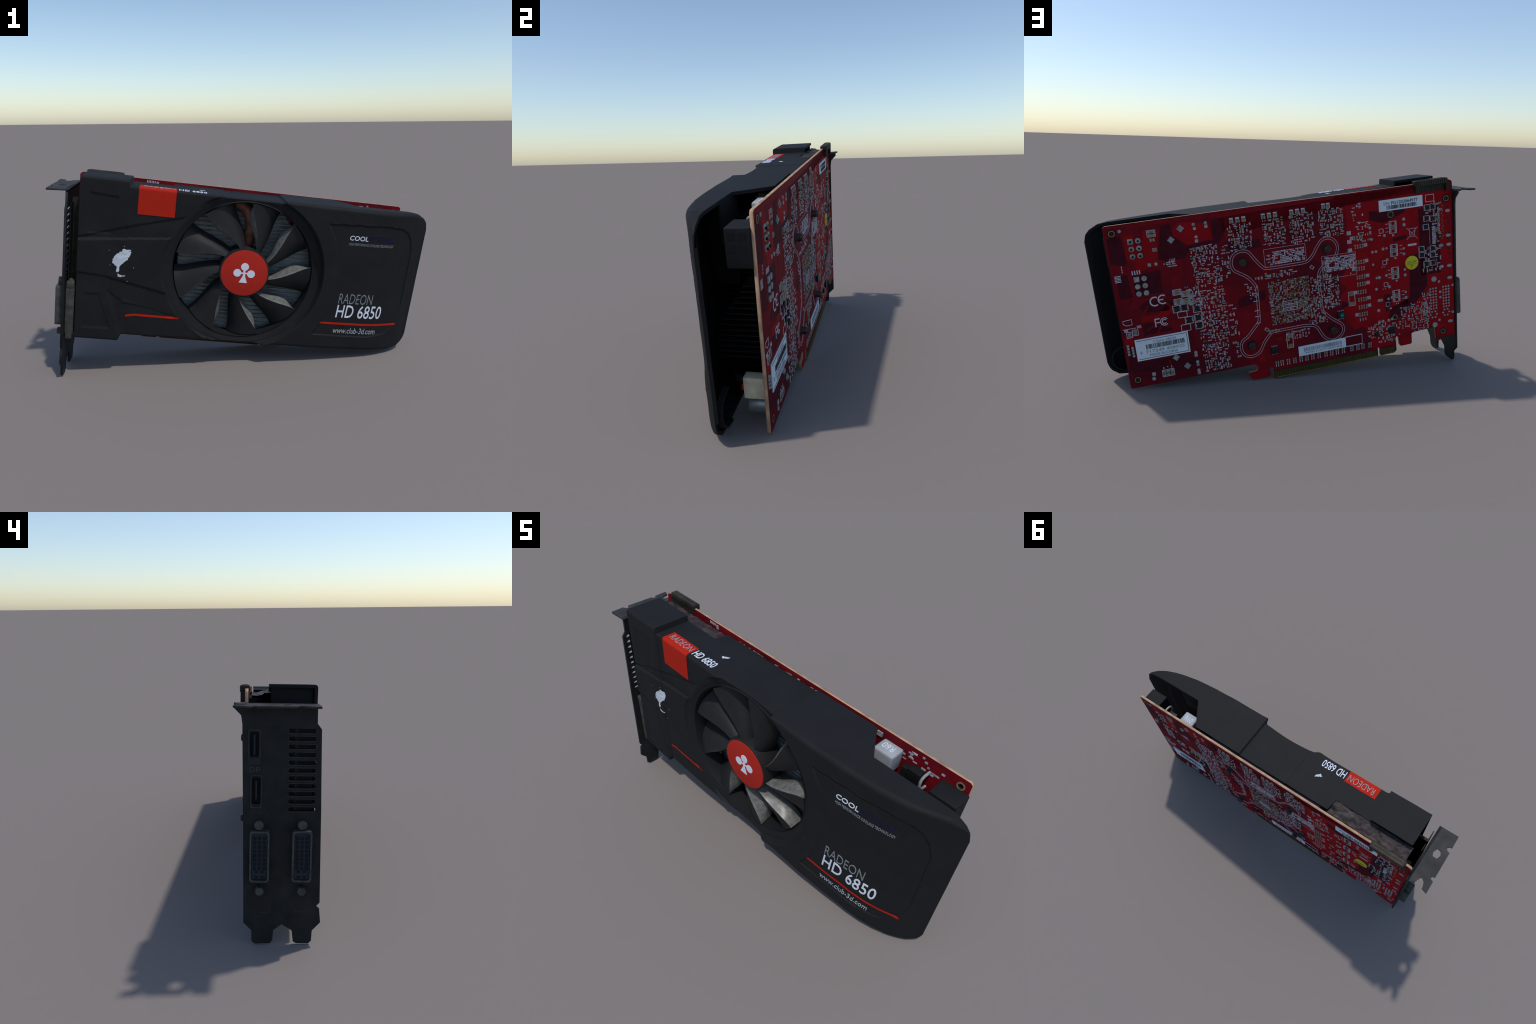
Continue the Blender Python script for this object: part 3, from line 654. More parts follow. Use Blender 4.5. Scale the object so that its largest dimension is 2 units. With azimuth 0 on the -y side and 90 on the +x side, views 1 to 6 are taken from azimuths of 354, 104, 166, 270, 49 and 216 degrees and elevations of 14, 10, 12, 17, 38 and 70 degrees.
# tail-edge marks
S['silk'].line([(1.745, -.455), (1.705, -.452), (1.705, -.478), (1.73, -.48), (1.745, -.47)], .003, -.0002, .0012, True)
for i in range(3): S['silk'].tile(1.725 - .004 * i, -.497, .052, .0026, .0012 + .0001 * i, -.0002)
for i in range(6): S['silk'].tile(1.745 - .003 * i, -.505, .0018, .012, .0011, -.0002); S['silk'].tile(1.685 - .0035 * i, -.494, .0018, .014, .0011, -.0002)
for x, z in ((1.725, -.527), (1.697, -.520)): S['silk'].frame(x - .013, x + .013, z - .014, z + .014, .0026, -.0002, .0012); smd(x, z, .016, .018, True)
for i in range(5): S['silk'].tile(1.733, -.237 + .0 - .007 * i, .028, .0035, .0011, -.0002)
for i in range(4): S['silk'].tile(1.665 - .011 * i, -.232, .005, .02, .0011, -.0002)
for i in range(3): word(1.48, -.207 + -.010 * i, .045, .006)
for i in range(3): S['silk'].tile(1.708 - .0, -.196 - .012 * i, .004, .008, .0011, -.0002)
# framed rectifiers
S['silk'].frame(1.535, 1.572, -.075, -.045, .0028, -.0002, .0012); smd(1.553, -.052, .030, .012, False, 'tan'); smd(1.553, -.068, .030, .012, False, 'tan')
smd(1.553, -.090, .022, .014, False, 'tan'); smd(1.548, -.137, .022, .016, True, 'tan')
for i in range(3):
    x = 1.595 - .019 * i; S['silk'].frame(x - .0095, x + .0095, -.770, -.735, .0026, -.0002, .0012); smd(x, -.752, .014, .028, True, 'tan'); word(x, -.724, .006, .012, True)
for z in (-.745, -.768): S['solder'].disc(1.648, z, .009, -.0002, .004) if z < -.75 else S['solder'].tile(1.645, z, .017, .017, .004, -.0002)
for i in range(4): S['solder'].disc(1.742, -.580 - .0145 * i, .0065, -.0002, .003, 12); S['solder'].disc(1.722, -.592 - .014 * i, .0065, -.0002, .003, 12)
# through-hole joints: power plugs, chokes, vias near the ports
for i in range(2):
    for j in range(3):
        for dz, kx in ((-.084, 1), (-.264, 1)):
            x = 1.651 - .0345 * i; z = dz - .0352 * j
            (S['solder'].tile(x, z, .025, .025, .005, -.0002) if i == j == 0 else S['solder'].disc(x, z, .0125, -.0002, .005, 20))
            if dz > -.2: S['hole'].disc(x, z - .002, .0055, .0045, .0062 if rng.random() < .7 else .012, 12)
for x, z in ((1.419, -.056), (1.469, -.103), (1.528, -.682), (1.481, -.736)):
    S['solder'].tile(x, z, .025, .025, .004, -.0002, math.pi / 4); S['solder'].tile(x, z, .014, .014, .008, -.0002, math.pi / 4)
for x, z, q in ((1.357, -.045, 0), (1.354, -.065, 0), (1.30, -.045, 0), (1.30, -.062, 1), (1.352, -.105, 0), (1.352, -.125, 1), (1.583, -.205, 1), (1.553, -.205, 0), (1.69, -.030, 0),
                (1.432, -.675, 0), (1.432, -.69, 1), (1.43, -.725, 0), (1.43, -.740, 0), (1.43, -.77, 0), (1.43, -.785, 1)):
    S['solder'].tile(x, z, .015, .015, .003, -.0002) if q else S['solder'].disc(x, z, .0078, -.0002, .004, 14)
for x, z in ((.475, -.19), (.475, -.212), (.47, -.25), (.398, -.24), (.47, -.318), (.45, -.318), (.41, -.31), (.39, -.31), (.47, -.385), (.39, -.37), (.455, -.46), (.44, -.46), (.40, -.455), (.38, -.452),
             (.46, -.52), (.385, -.52), (.45, -.585), (.435, -.585), (.395, -.585), (.375, -.58), (.455, -.64), (.385, -.64), (.455, -.705), (.435, -.705), (.40, -.705), (.38, -.70),
             (.285, -.17), (.285, -.20), (.293, -.325), (.293, -.355), (.292, -.44), (.292, -.47), (.293, -.565), (.293, -.595)):
    S['solder'].disc(x, z, rng.uniform(.006, .009), -.0002, .0025, 12)
for x, z in ((.031, -.159), (.032, -.292), (.030, -.342), (.076, -.342), (.030, -.460), (.078, -.459), (.030, -.528), (.033, -.778)):
    S['solder'].disc(x, z, .0085, -.0002, .004, 18, 1.7)
for x, z in ((.125, -.521), (.128, -.783)): S['solder'].disc(x, z, .015, -.0002, .004, 22)
for x, z in ((.014, -.573), (.017, -.728), (.095, -.54), (.10, -.76), (.09, -.63), (.09, -.60)): S['solder'].disc(x, z, .007, -.0002, .003, 14)
for i in range(3):
    for j in range(8):
        for cx in (.132, .055): S['solder'].disc(cx + .0165 * (i - 1), -.574 - .0163 * j, .0055, -.0002, .003, 10)
for cx in (.133, .057):
    for i in range(6): a = math.radians(60 * i); S['solder'].disc(cx + .019 * math.cos(a), -.722 + .019 * math.sin(a), .0055, -.0002, .003, 10)
for i in range(10): S['hole'].disc(.032 - .006 * (i % 2), -.14 - .028 * i, .0055, -.0002, .0008, 10) if i % 3 != 1 else None
for i in range(14): S['tan'].tile(.060 + .006 * (i % 2), -.13 - .0135 * i, .006, .006, .0015, -.0002)
for i in range(18): S['silk'].tile(.085, -.15 - .0065 * i, .012, .003, .0011, -.0002)
for i in range(16): S['silk'].tile(.115, -.235 - .006 * i, .020, .0035, .0011, -.0002)
for i in range(16): S['silk'].tile(.140, -.235 - .006 * i, .004, .002, .0011, -.0002)
S['silk'].frame(.108, .156, -.062 - .036, -.062, .0028, -.0002, .0012)
for x, z in ((.150, -.128), (.118, -.128), (.155, -.185), (.12, -.19), (.160, -.23), (.19, -.345), (.125, -.350), (.19, -.378), (.125, -.385), (.165, -.43), (.125, -.43)):
    S['silk'].frame(x - .016, x + .016, z - .014, z + .014, .0026, -.0002, .0012); S['chip'].tile(x, z, .017, .020, .008, -.0005); S['solder'].tile(x + .0125, z, .005, .014, .003, -.0005)
# row of small triplets and their printed blocks
for i, z in enumerate((-.231, -.276, -.359, -.394, -.439, -.478, -.520, -.561, -.603, -.643)):
    for j in range(4): smd(.562 - .0135 * j, z, .0075, .021, True, 'tan', .004)
    for j in range(4): S['silk'].tile((.585 if i % 3 == 0 else .512) - .005 * j, z + .002, .003, .018, .0011, -.0002)
for j in range(3): S['silk'].tile(.562 - .016 * j, -.672, .0035, .016, .0011, -.0002)
for j in range(3):
    for i in range(4): S['silk'].tile(.60 - .006 * i, -.20 - .045 * j, .004, .020, .0011, -.0002)
# framed triple capacitors
for z0 in (-.235, -.358, -.481, -.608):
    S['silk'].frame(.328, .368, z0, z0 + .062, .0028, -.0002, .0012)
    for j in range(3):
        z = z0 + .0105 + .0205 * j
        smd(.348, z, .034, .013, False, 'red_mid' if j != 1 else 'tan', .005)
        if j: S['silk'].tile(.348, z0 + .0205 * j, .040, .0024, .0013, -.0002)
        S['silk'].tile(.382 if z0 in (-.235, -.481) else .308, z, .015, .0026, .0011, -.0002)
    word(.345, z0 - .012, .018, .010)
for x, z in ((.415, -.215), (.405, -.385), (.405, -.505), (.40, -.615)):
    S['silk'].line([(x - .008, z - .011), (x + .010, z - .011), (x + .010, z + .011), (x - .008, z + .011)], .003, -.0002, .0012); S['silk'].tile(x - .012, z, .004, .02, .0011, -.0002); word(x + .01, z - .022, .018, .006)
for x, z in ((.62, -.54), ): pass
for x, z, w, h in ((.600, -.548, .034, .075), (.952, -.712, .032, .075)):
    S['silk'].frame(x - w/2, x + w/2, z - h/2, z + h/2, .0028, -.0002, .0012)
    S['tan'].tile(x, z + h * .33, w * .75, .016, .004, -.0002); S['tan'].tile(x, z - h * .33, w * .75, .016, .004, -.0002)
for x in (1.032, 1.006, .972, .938, .904, .872, .840, .805, .767, .735, .703, .669, .621, .587, .558, .517):   # coupling pairs above the contacts
    for dx in (-.006, .006):
        smd(x + dx, -.817, .0075, .016, True, 'tan', .004); S['silk'].tile(x + dx, -.834, .004, .010, .0011, -.0002)
# processor footprint
for i in range(26):
    for j in range(27):
        x = .826 + .0082 * i; z = -.388 - .0085 * j
        if abs(x - .935) < .035 and -.545 < z < -.50: key, ww = 'silk_dim', .8
        else: key, ww = rng.choice(('tan', 'tan', 'silk_dim', 'gold', 'red_mid', 'solder')), 1
        if rng.random() < .86: S[key].tile(x, z, .0056, .0062 * ww, rng.uniform(.0012, .003), -.0002)
for z in (-.497, -.515, -.533, -.548): S['silk'].tile(.933, z, .075, .0022, .0032, -.0002)
S['silk'].line([(.895, -.497), (.895, -.548)], .0022, -.0002, .0033); S['silk'].line([(.971, -.497), (.971, -.548)], .0022, -.0002, .0033)
cluster(.83, 1.04, -.61, -.38, 60, (.7, .1, .2), .9)
# two boards of printed marks
S['silk_dim'].frame(.826, 1.038, -.308, -.217, .0022, -.0002, .0012); S['silk_dim'].frame(.563, .746, -.42, -.30, .0022, -.0002, .0012)
for bx0, bx1, bz0, bz1 in ((.832, 1.000, -.300, -.226), (.566, .735, -.385, -.306)):
    for i in range(int((bx1 - bx0) / .0075)):
        for j in range(int((bz1 - bz0) / .0085)):
            x = bx0 + .0075 * (i + .5); z = bz0 + .0085 * (j + .5)
            if .962 < x < .985 and -.282 < z < -.255: continue
            if .68 < x < .71 and -.36 < z < -.335: continue
            if rng.random() < .86: S['silk'].tile(x, z, .0058, .0068 if rng.random() < .6 else .0042, .0011, -.0002)
S['silk'].tile(.9745, -.268, .004, .010, .0011, -.0002)
cluster(.99, 1.03, -.305, -.24, 8, (.1, .7, .2)); cluster(.70, .745, -.42, -.30, 14, (.1, .8, .1)); cluster(1.085, 1.14, -.46, -.40, 12, (.1, .8, .1))
# printed outline of the cooler's back brace
LOOP = [(1.141, -.213), (1.172, -.218), (1.190, -.234), (1.198, -.262), (1.190, -.292), (1.163, -.312), (1.136, -.331), (1.111, -.357), (1.092, -.390), (1.088, -.42), (1.092, -.55), (1.098, -.582), (1.130, -.618), (1.163, -.652), (1.188, -.667),
        (1.200, -.692), (1.196, -.722), (1.180, -.743), (1.155, -.750), (1.128, -.742), (1.110, -.725), (1.090, -.690), (1.055, -.652), (1.031, -.640), (.95, -.639), (.859, -.640), (.803, -.657), (.775, -.705), (.754, -.734),
        (.728, -.748), (.698, -.744), (.672, -.724), (.664, -.698), (.676, -.674), (.713, -.646), (.750, -.610), (.770, -.580), (.773, -.52), (.776, -.42), (.770, -.375), (.745, -.345), (.70, -.325), (.674, -.300), (.663, -.262), (.675, -.230),
        (.702, -.214), (.733, -.218), (.755, -.240), (.785, -.285), (.815, -.312), (.845, -.320), (.94, -.320), (1.033, -.318), (1.062, -.300), (1.095, -.255), (1.115, -.225)]
def spline(pts, k=4):
    out = []; n = len(pts); P = [Vector(p) for p in pts]
    for i in range(n):
        a, b_, c, d = P[i-1], P[i], P[(i+1) % n], P[(i+2) % n]
        for s in range(k):
            t = s / k; out.append(.5 * ((2*b_) + (c - a)*t + (2*a - 5*b_ + 4*c - d)*t*t + (3*b_ - a - 3*c + d)*t**3))
    return out
SP = spline(LOOP); n = len(SP)
S['silk_dim'].line([tuple(p) for p in SP], .0030, -.0002, .0015, True)
inner = []
for i in range(n):
    d = (SP[(i+1) % n] - SP[i-1]).normalized(); inner.append(SP[i] + Vector((d.y, -d.x)) * -.0115)
ctr = sum((Vector(p) for p in SP), Vector((0, 0))) / n
S['silk_dim'].line([tuple(p) for p in inner], .0030, -.0002, .0016, True)
for z in (-.43, -.47, -.52, -.55, -.585): S['silk'].tile(1.105, z, .024, .0035, .0017, -.0002)
for x, z in ((1.066, -.628), (.800, -.345)):
    S['silk_dim'].tile(x, z, .022, .016, .0014, -.0002, .7); S['red_mid'].tile(x, z, .012, .010, .0018, -.0002, .7)
# recycling bin
for a, c in (((.272, -.219), (.211, -.283)), ((.208, -.221), (.272, -.282)), ((.258, -.226), (.252, -.268)), ((.222, -.226), (.228, -.268)), ((.260, -.226), (.220, -.226)), ((.252, -.268), (.228, -.268))):
    S['silk_dim'].line([a, c], .0032, -.0002, .0014)
S['silk'].tile(.243, -.3125, .050, .011, .0013, -.0002)
# gold contacts
S['gap'].poly([(.366, -.862), (.461, -.862), (.461, -.886), (.456, -.897), (.378, -.896), (.366, -.886)], -.0002, .0006)
S['gap'].poly([(.474, -.862), (1.055, -.858), (1.055, -.892), (1.047, -.901), (.478, -.897), (.474, -.89)], -.0002, .0006)
S['gap'].poly([(.366, -.81), (.461, -.81), (.461, -.886), (.456, -.897), (.378, -.896), (.366, -.886)], -BOARD_T - .0006, -BOARD_T + .0002)
S['gap'].poly([(.474, -.81), (1.055, -.81), (1.055, -.892), (1.047, -.901), (.478, -.897), (.474, -.89)], -BOARD_T - .0006, -BOARD_T + .0002)
for i in range(82):
    x = 1.047 - .00825 * i
    if .455 < x < .482 or x < .376: continue
    S['gold'].box(x - .0026, x + .0026, -.0002, .0016, -.893, -.862)
    S['gold_edge'].box(x - .0026, x + .0026, -BOARD_T - .0016, -BOARD_T + .0002, -.893, -.815)
S['gold_edge'].box(.378, .455, -BOARD_T + .001, .0012, -.8975, -.894); S['gold_edge'].box(.48, 1.046, -BOARD_T + .001, .0012, -.8985, -.894)
# rings round the mounting holes
for i, (x, z, r) in enumerate(HOLES):
    if i < 6:
        S['hole'].disc(x, z, r + .001, .0006, .0013, 20)
        S['tan'].ring(x, z, r, r + .004, -.0002, .0014); S['red_dark'].ring(x, z, r + .004, r + .011, -.0002, .0011); S['hole'].ring(x, z, r - .003, r, -BOARD_T, -.001)
        S['tan'].ring(x, z, r, r + .006, -BOARD_T - .0014, -BOARD_T + .0002)
    else: S['hole'].disc(x, z, r, -BOARD_T + .002, -.0025, 20)
# marks and parts on the fan side that show above the shroud
for i in range(26):
    x = rng.uniform(.30, .48) if i < 8 else rng.uniform(1.40, 1.70); z = rng.uniform(-.075, -.012)
    S[rng.choice(('silk', 'solder', 'silk_dim'))].tile(x, z, rng.uniform(.008, .022), rng.uniform(.004, .010), -.002, -BOARD_T + .0002)
for i in range(6): S['silk'].tile(.345 + .008 * i, -.012, .004, .012, -.0012, -BOARD_T + .0002)
for i in range(40):
    x = rng.uniform(.52, 1.36); S[rng.choice(('solder', 'tan', 'chip'))].box(x, x + rng.uniform(.01, .03), -BOARD_T - .006, -BOARD_T + .0002, -.04, -.02)
names = dict(silk='silkscreen_print', silk_dim='silkscreen_outline', solder='solder_joint', tan='ceramic_component', chip='transistor', red_bright='copper_pour',
             red_dark='bare_mask', red_mid='trace', gold='gold_contact', gold_edge='gold_contact', gap='contact_strip', hole='drill_hole', teal='dot')
for k, bk in S.items(): bk.make(names[k], M[k], board, 0, True)

# --- CE / FC and other real lettering on the back (reads towards -x)
def back_text(body, x_left, x_right, z0, z1, mat, parent=board, base=0., name='lettering', lift=.0014, rot=False, **kw):
    bk = Bucket()
    if rot: fn = lambda u, v, t: (x_left + (x_right - x_left) * (1 - v), base - .0002 + lift * t, z0 + (z1 - z0) * u)
    else: fn = lambda u, v, t: (x_left + (x_right - x_left) * u, base - .0002 + lift * t, z0 + (z1 - z0) * v)
    text(body, bk, fn, **kw); return bk.make(name, M[mat], parent)
def arc_mark(bk, cx, cz, r, w, a0, a1, y1=.0014, n=16):
    bk.line([(cx - r * math.cos(math.radians(a0 + (a1 - a0) * i / n)), cz + r * math.sin(math.radians(a0 + (a1 - a0) * i / n))) for i in range(n + 1)], w, -.0002, y1)
b = Bucket()
arc_mark(b, 1.586, -.384, .021, .0065, 55, 305); arc_mark(b, 1.548, -.380, .021, .0065, 55, 305); b.tile(1.556, -.380, .022, .006, .0015, -.0002)
arc_mark(b, 1.556, -.490, .0185, .0042, 40, 320); arc_mark(b, 1.556, -.490, .010, .0042, 40, 320)
b.tile(1.599, -.490, .0055, .042, .0014, -.0002); b.tile(1.588, -.4715, .022, .0055, .0015, -.0002); b.tile(1.585, -.490, .020, .005, .0015, -.0002)
b.make('certification_mark', M['silk'], board)
back_text('1207', 1.489, 1.462, -.205, -.192, 'silk'); back_text('ST', 1.338, 1.305, -.172, -.152, 'silk'); back_text('A', .60, .592, -.415, -.405, 'silk')
back_text('77L', 1.355, 1.315, -.30, -.28, 'silk')

# --- paper labels with bar codes
def barcode(bk, x0, x1, z0, z1, base, w=.0026):
    x = x0
    while x > x1:
        ww = rng.choice((.5, 1, 1, 1.6)) * w; x -= ww
        if x - .0 < x1: break
        bk.box(x, x + ww, base - .0002, base + .0009, z0, z1); x -= rng.choice((.5, .8, 1.4)) * w
LB = .0045
def label(x0, x1, z0, z1):
    b = Bucket(); b.box(x1, x0, .0012, LB, z0, z1); return b.make('paper_label', M['label'], board)
L1 = label(1.708, 1.456, -.665, -.556); k = Bucket()
k.line([(1.701, -.564), (1.463, -.564)], .0022, LB - .0002, LB + .0009); k.line([(1.701, -.657), (1.463, -.657)], .0022, LB - .0002, LB + .0009); k.line([(1.463, -.564), (1.463, -.657)], .0022, LB - .0002, LB + .0009)
barcode(k, 1.660, 1.475, -.611, -.588, LB); k.make('bar_code', M['ink'], L1)
back_text('CGAX-68524', 1.625, 1.515, -.584, -.572, 'ink_grey', L1, LB); back_text('717249 408925', 1.664, 1.480, -.632, -.617, 'ink_grey', L1, LB)
back_text('8', 1.690, 1.682, -.632, -.617, 'ink_grey', L1, LB); back_text('MADE IN CHINA', 1.647, 1.514, -.650, -.637, 'ink_grey', L1, LB)
L2 = label(.913, .653, -.806, -.753); k = Bucket(); barcode(k, .885, .672, -.785, -.764, LB); k.make('bar_code', M['ink_grey'], L2)
back_text('090810120715001408', .88, .675, -.797, -.789, 'ink_grey', L2, LB)
k = Bucket(); k.line([(.652, -.7525), (.559, -.7525), (.559, -.8055), (.652, -.8055)], .0045, -.0002, .0016); k.make('label_frame', M['silk'], board)
L3 = label(.420, .175, -.1155, -.0575); k = Bucket(); barcode(k, .378, .211, -.108, -.089, LB); k.make('bar_code', M['ink'], L3)
back_text('S/N:', .395, .360, -.085, -.069, 'ink_grey', L3, LB); back_text('PG1203064977', .352, .203, -.085, -.069, 'ink', L3, LB)
cylinder('round_sticker', (.251, .0025, -.409), (0, 1, 0), .0375, .005, M['yellow'], board, 48, .0008)
q = back_text('QC.OK', .278, .222, -.412, -.398, 'olive', board, .005); back_text('P', .258, .247, -.434, -.420, 'olive', board, .005)
k = Bucket(); k.line([(.286, -.4165), (.216, -.4165)], .0015, .0048, .0058); k.make('sticker_rule', M['olive'], board)

# --- larger chips on the back
def chip(x, z, w, h, t=.012): return block('chip', x - w/2, x + w/2, -.0005, t, z - h/2, z + h/2, M['chip'], board, .002)
chip(1.038, -.744, .034, .034); chip(.668, -.623, .036, .034); chip(.387, -.763, .036, .036); chip(.476, -.770, .018, .024)
k = Bucket(); k.disc(.664, -.624, .010, .0115, .0132, 18); k.make('pin_dot', M['teal'], board)
k = Bucket()
for cx, cz, w in ((1.038, -.744, .034), (.668, -.623, .036), (.387, -.763, .036)):
    for i in range(4):
        for s in (-1, 1): k.box(cx - w/2 + w*(i+.5)/4 - .0025, cx - w/2 + w*(i+.5)/4 + .0025, -.0003, .004, cz + s*(w/2 + .003) - .003, cz + s*(w/2 + .003) + .003)
k.make('chip_pin', M['solder'], board, 0, True)

# --- cooler screws
def screw_mesh():
    bm = bmesh.new()
    q = Vector((0, 0, 1)).rotation_difference(Vector((0, 1, 0))).to_matrix().to_4x4()
    for r1, r2, y0, y1 in ((.0245, .0225, -.001, .006), (.0185, .0165, .006, .025), (.0205, .016, .025, .032)):
        bmesh.ops.create_cone(bm, cap_ends=True, segments=24, radius1=r1, radius2=r2, depth=y1 - y0, matrix=Matrix.Translation((0, (y0 + y1) / 2, 0)) @ q)
    for s in (0, 1):
        m = Matrix.Rotation(math.radians(45 + 90 * s), 4, 'Y')
        g = bmesh.ops.create_cube(bm, size=1, matrix=m @ Matrix.Translation((0, .0315, 0)) @ Matrix.Diagonal((.022, .004, .0045, 1)))
    me = bpy.data.meshes.new('mounting_screw'); bm.to_mesh(me); bm.free()
    me.materials.append(M['screw']); smooth(me, 35); return me
sm = screw_mesh()
for x, z in ((1.151, -.261), (.716, -.261), (1.151, -.694), (.716, -.694)):
    o = bpy.data.objects.new('mounting_screw', sm); bpy.context.collection.objects.link(o); o.parent = board
    o.matrix_local = Matrix.Translation((x, 0, z)) @ Matrix.Rotation(rng.uniform(0, 1.5), 4, 'Y')

# --- parts on the fan side
plug = block('power_socket', 1.658, 1.768, -.100, -BOARD_T + .001, -.187, -.052, M['plastic'], board, .006, 3)
k = Bucket()
for i in range(2):
    for j in range(3): k.box(1.7675, 1.7686, -.088 + .036 * i, -.064 + .036 * i, -.176 + .042 * j, -.152 + .042 * j)
k.make('socket_opening', M['port_dark'], plug)
choke = block('power_choke', 1.396, 1.485, -.086, -BOARD_T + .001, -.127, -.034, M['grey_choke'], board, .010, 3)
k = Bucket(); text('R60', k, lambda u, v, t: (1.463 - .050 * u, -.026 - .032 * v - .006, -.0345 + .0018 * t)); k.make('lettering', M['label'], choke)
block('voltage_regulator', 1.535, 1.592, -.050, -BOARD_T + .001, -.130, -.068, M['chip'], board, .006)
block('voltage_regulator', 1.505, 1.530, -.040, -BOARD_T + .001, -.150, -.085, M['chip'], board, .004)
tube('wire_clip', [(1.606, -.016, -.058), (1.606, -.055, -.056), (1.606, -.070, -.062), (1.608, -.070, -.10), (1.608, -.060, -.125), (1.608, -.02, -.126)], .006, M['solder'], board)
cylinder('capacitor', (1.642, -.058, -.752), (0, -1, 0), .036, .092, M['cap'], board, 32, .008)
for x in (1.10, 1.22): cylinder('capacitor', (x, -.045, -.765), (0, -1, 0), .024, .062, M['cap'], board, 28, .006)
head = block('fan_header', 1.675, 1.722, -.100, -BOARD_T + .001, -.688, -.605, M['ivory'], board, .006)
block('header_latch', 1.690, 1.708, -.112, -.098, -.665, -.640, M['red_paint'], head, .003)
tube('fan_cable', [(1.695, -.095, -.625), (1.70, -.125, -.622), (1.66, -.14, -.63), (1.55, -.18, -.66), (1.48, -.21, -.72), (1.40, -.22, -.74)], .013, M['fin_dark'], board)
k = Bucket()
for i in range(9): k.box(.10 + .05 * i, .125 + .05 * i, -.045 - .01 * (i % 3), -BOARD_T + .001, -.07 - .02 * (i % 2), -.035)
k.make('front_component', M['chip'], board, 0, True)

# crumpled brown film in the gap behind the shroud's corner box
def film():
    nx, ny = 90, 16; V = []
    for i in range(nx + 1):
        for j in range(ny + 1):
            x = .045 + .45 * i / nx; t = j / ny; y = -.100 + .076 * t
            z = -.012 - .014 * t + .007 * noise.noise((x * 22, y * 40, 1.7)) + .004 * noise.noise((x * 60, y * 90, 4.2))
            V.append((x, y, z))
    F = [(i*(ny+1)+j, (i+1)*(ny+1)+j, (i+1)*(ny+1)+j+1, i*(ny+1)+j+1) for i in range(nx) for j in range(ny)]
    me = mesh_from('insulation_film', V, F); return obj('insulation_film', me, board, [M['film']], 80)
film()

# multi-card bridge contact block on the top edge
br = block('bridge_connector', .034, .222, -.018, .020, -.012, .0165, M['brown'], board, .006, 3)
b = Bucket(); b.frame(.048, .208, -.008, .010, .004, 0, 1)
k = Bucket()
me = mesh_from('bridge_rim', [(x, z, .0165 + (.0015 if y > .5 else -.001)) for x, y, z in b.v], b.f); obj('bridge_rim', me, br, [M['brown_rim']], 0)
k = Bucket()
for i in range(13): k.box(.046 + .0125 * i, .051 + .0125 * i, .0195, .0212, -.010, .012)
k.make('bridge_contact', M['brown_rim'], br, 0, True)
k = Bucket()
k.box(.028, .046, -.016, .018, -.05, -.008); k.box(.198, .216, -.016, .018, -.046, -.008); k.make('bridge_leg', M['brown'], br)
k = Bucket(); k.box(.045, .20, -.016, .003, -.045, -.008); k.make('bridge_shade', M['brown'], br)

# ================================================================== BRACKET
BR = [(-0.274, -.050), (-0.275, -.126), (-0.292, -.148), (-0.298, -.40), (-0.300, -.469), (-0.307, -.855), (-0.292, -.871), (-0.306, -.882), (-0.312, -.941), (-0.279, -.977), (-0.277, -1.022),
      (-0.265, -1.034), (-.215, -1.034), (-.202, -1.026), (-.196, -.978), (-.154, -.951), (-.120, -.978), (-.117, -1.022), (-.108, -1.035), (-.044, -1.038), (-.031, -1.026), (-.030, -.979), (.003, -.946),
      (.008, -.55), (.015, -.13), (.020, -.098), (.048, -.070), (.048, -.050)]
slots = [stadium(-.2185 - .004 * (i / 10), -.1545 - .0310 * i, .112, .0215) for i in range(11)]
ports = [rounded(-.050, -.015, -.258, -.161, .009), rounded(-.061, -.024, -.447, -.338, .012),
         rounded(-.088, -.026, -.748, -.556, .008), rounded(-.258, -.193, -.746, -.554, .008)]
def bx(z): return -.006 + .006 * (z + .05) / -1.0
me = plate('bracket', BR, slots + ports, lambda u, v, t: Vector((bx(v) - .001 + t, u, v)), .011)
bracket = obj('bracket', me, ROOT, [M['steel']], 0)
FL = [(.0, -.277), (-.101, -.279), (-.103, -.212), (-.092, -.210), (-.082, -.199), (-.090, -.186), (-.104, -.183), (-.107, -.042), (-.094, -.038), (-.092, -.024), (-.108, -.018), (-.110, .048),
      (-.082, .040), (-.079, .022), (-.073, .006), (-.060, -.006), (-.047, .002), (-.044, .020), (-.036, .034), (-.012, .046), (.0, .046)]
me = plate('bracket_flange', FL, [[(-.048, -.171), (-.068, -.166), (-.076, -.148), (-.068, -.124), (-.046, -.124), (-.038, -.145)]],
           lambda u, v, t: Vector((u, v, -.055 + .06 * u + .012 * math.sin(v * 22) * max(0, -u - .05) * 2 + t)), .009)
obj('bracket_flange', me, bracket, [M['flange']], 0)
# raised rims of the ventilation slots
k = Bucket()
def yz_loop(bk, loop, w, x0, x1):
    n = len(loop)
    for i in range(n):
        a, c = Vector(loop[i]), Vector(loop[(i+1) % n]); d = (c - a)
        if d.length < 1e-6: continue
        d.normalize(); nn = Vector((-d.y, d.x)) * w / 2
        q = [a + nn - d * w * .2, c + nn + d * w * .2, c - nn + d * w * .2, a - nn - d * w * .2]
        bk.add([(x0, p.x, p.y) for p in q] + [(x1, p.x, p.y) for p in q], [(0,1,2,3), (7,6,5,4), (0,4,5,1), (1,5,6,2), (2,6,7,3), (3,7,4,0)])
for s in slots: yz_loop(k, s, .004, -.0135, -.006)
k.make('vent_rim', M['flange'], bracket)
b = Bucket(); b.box(.010, .014, -.264, -.14, -.50, -.12); b.make('vent_backing', M['port_dark'], bracket)

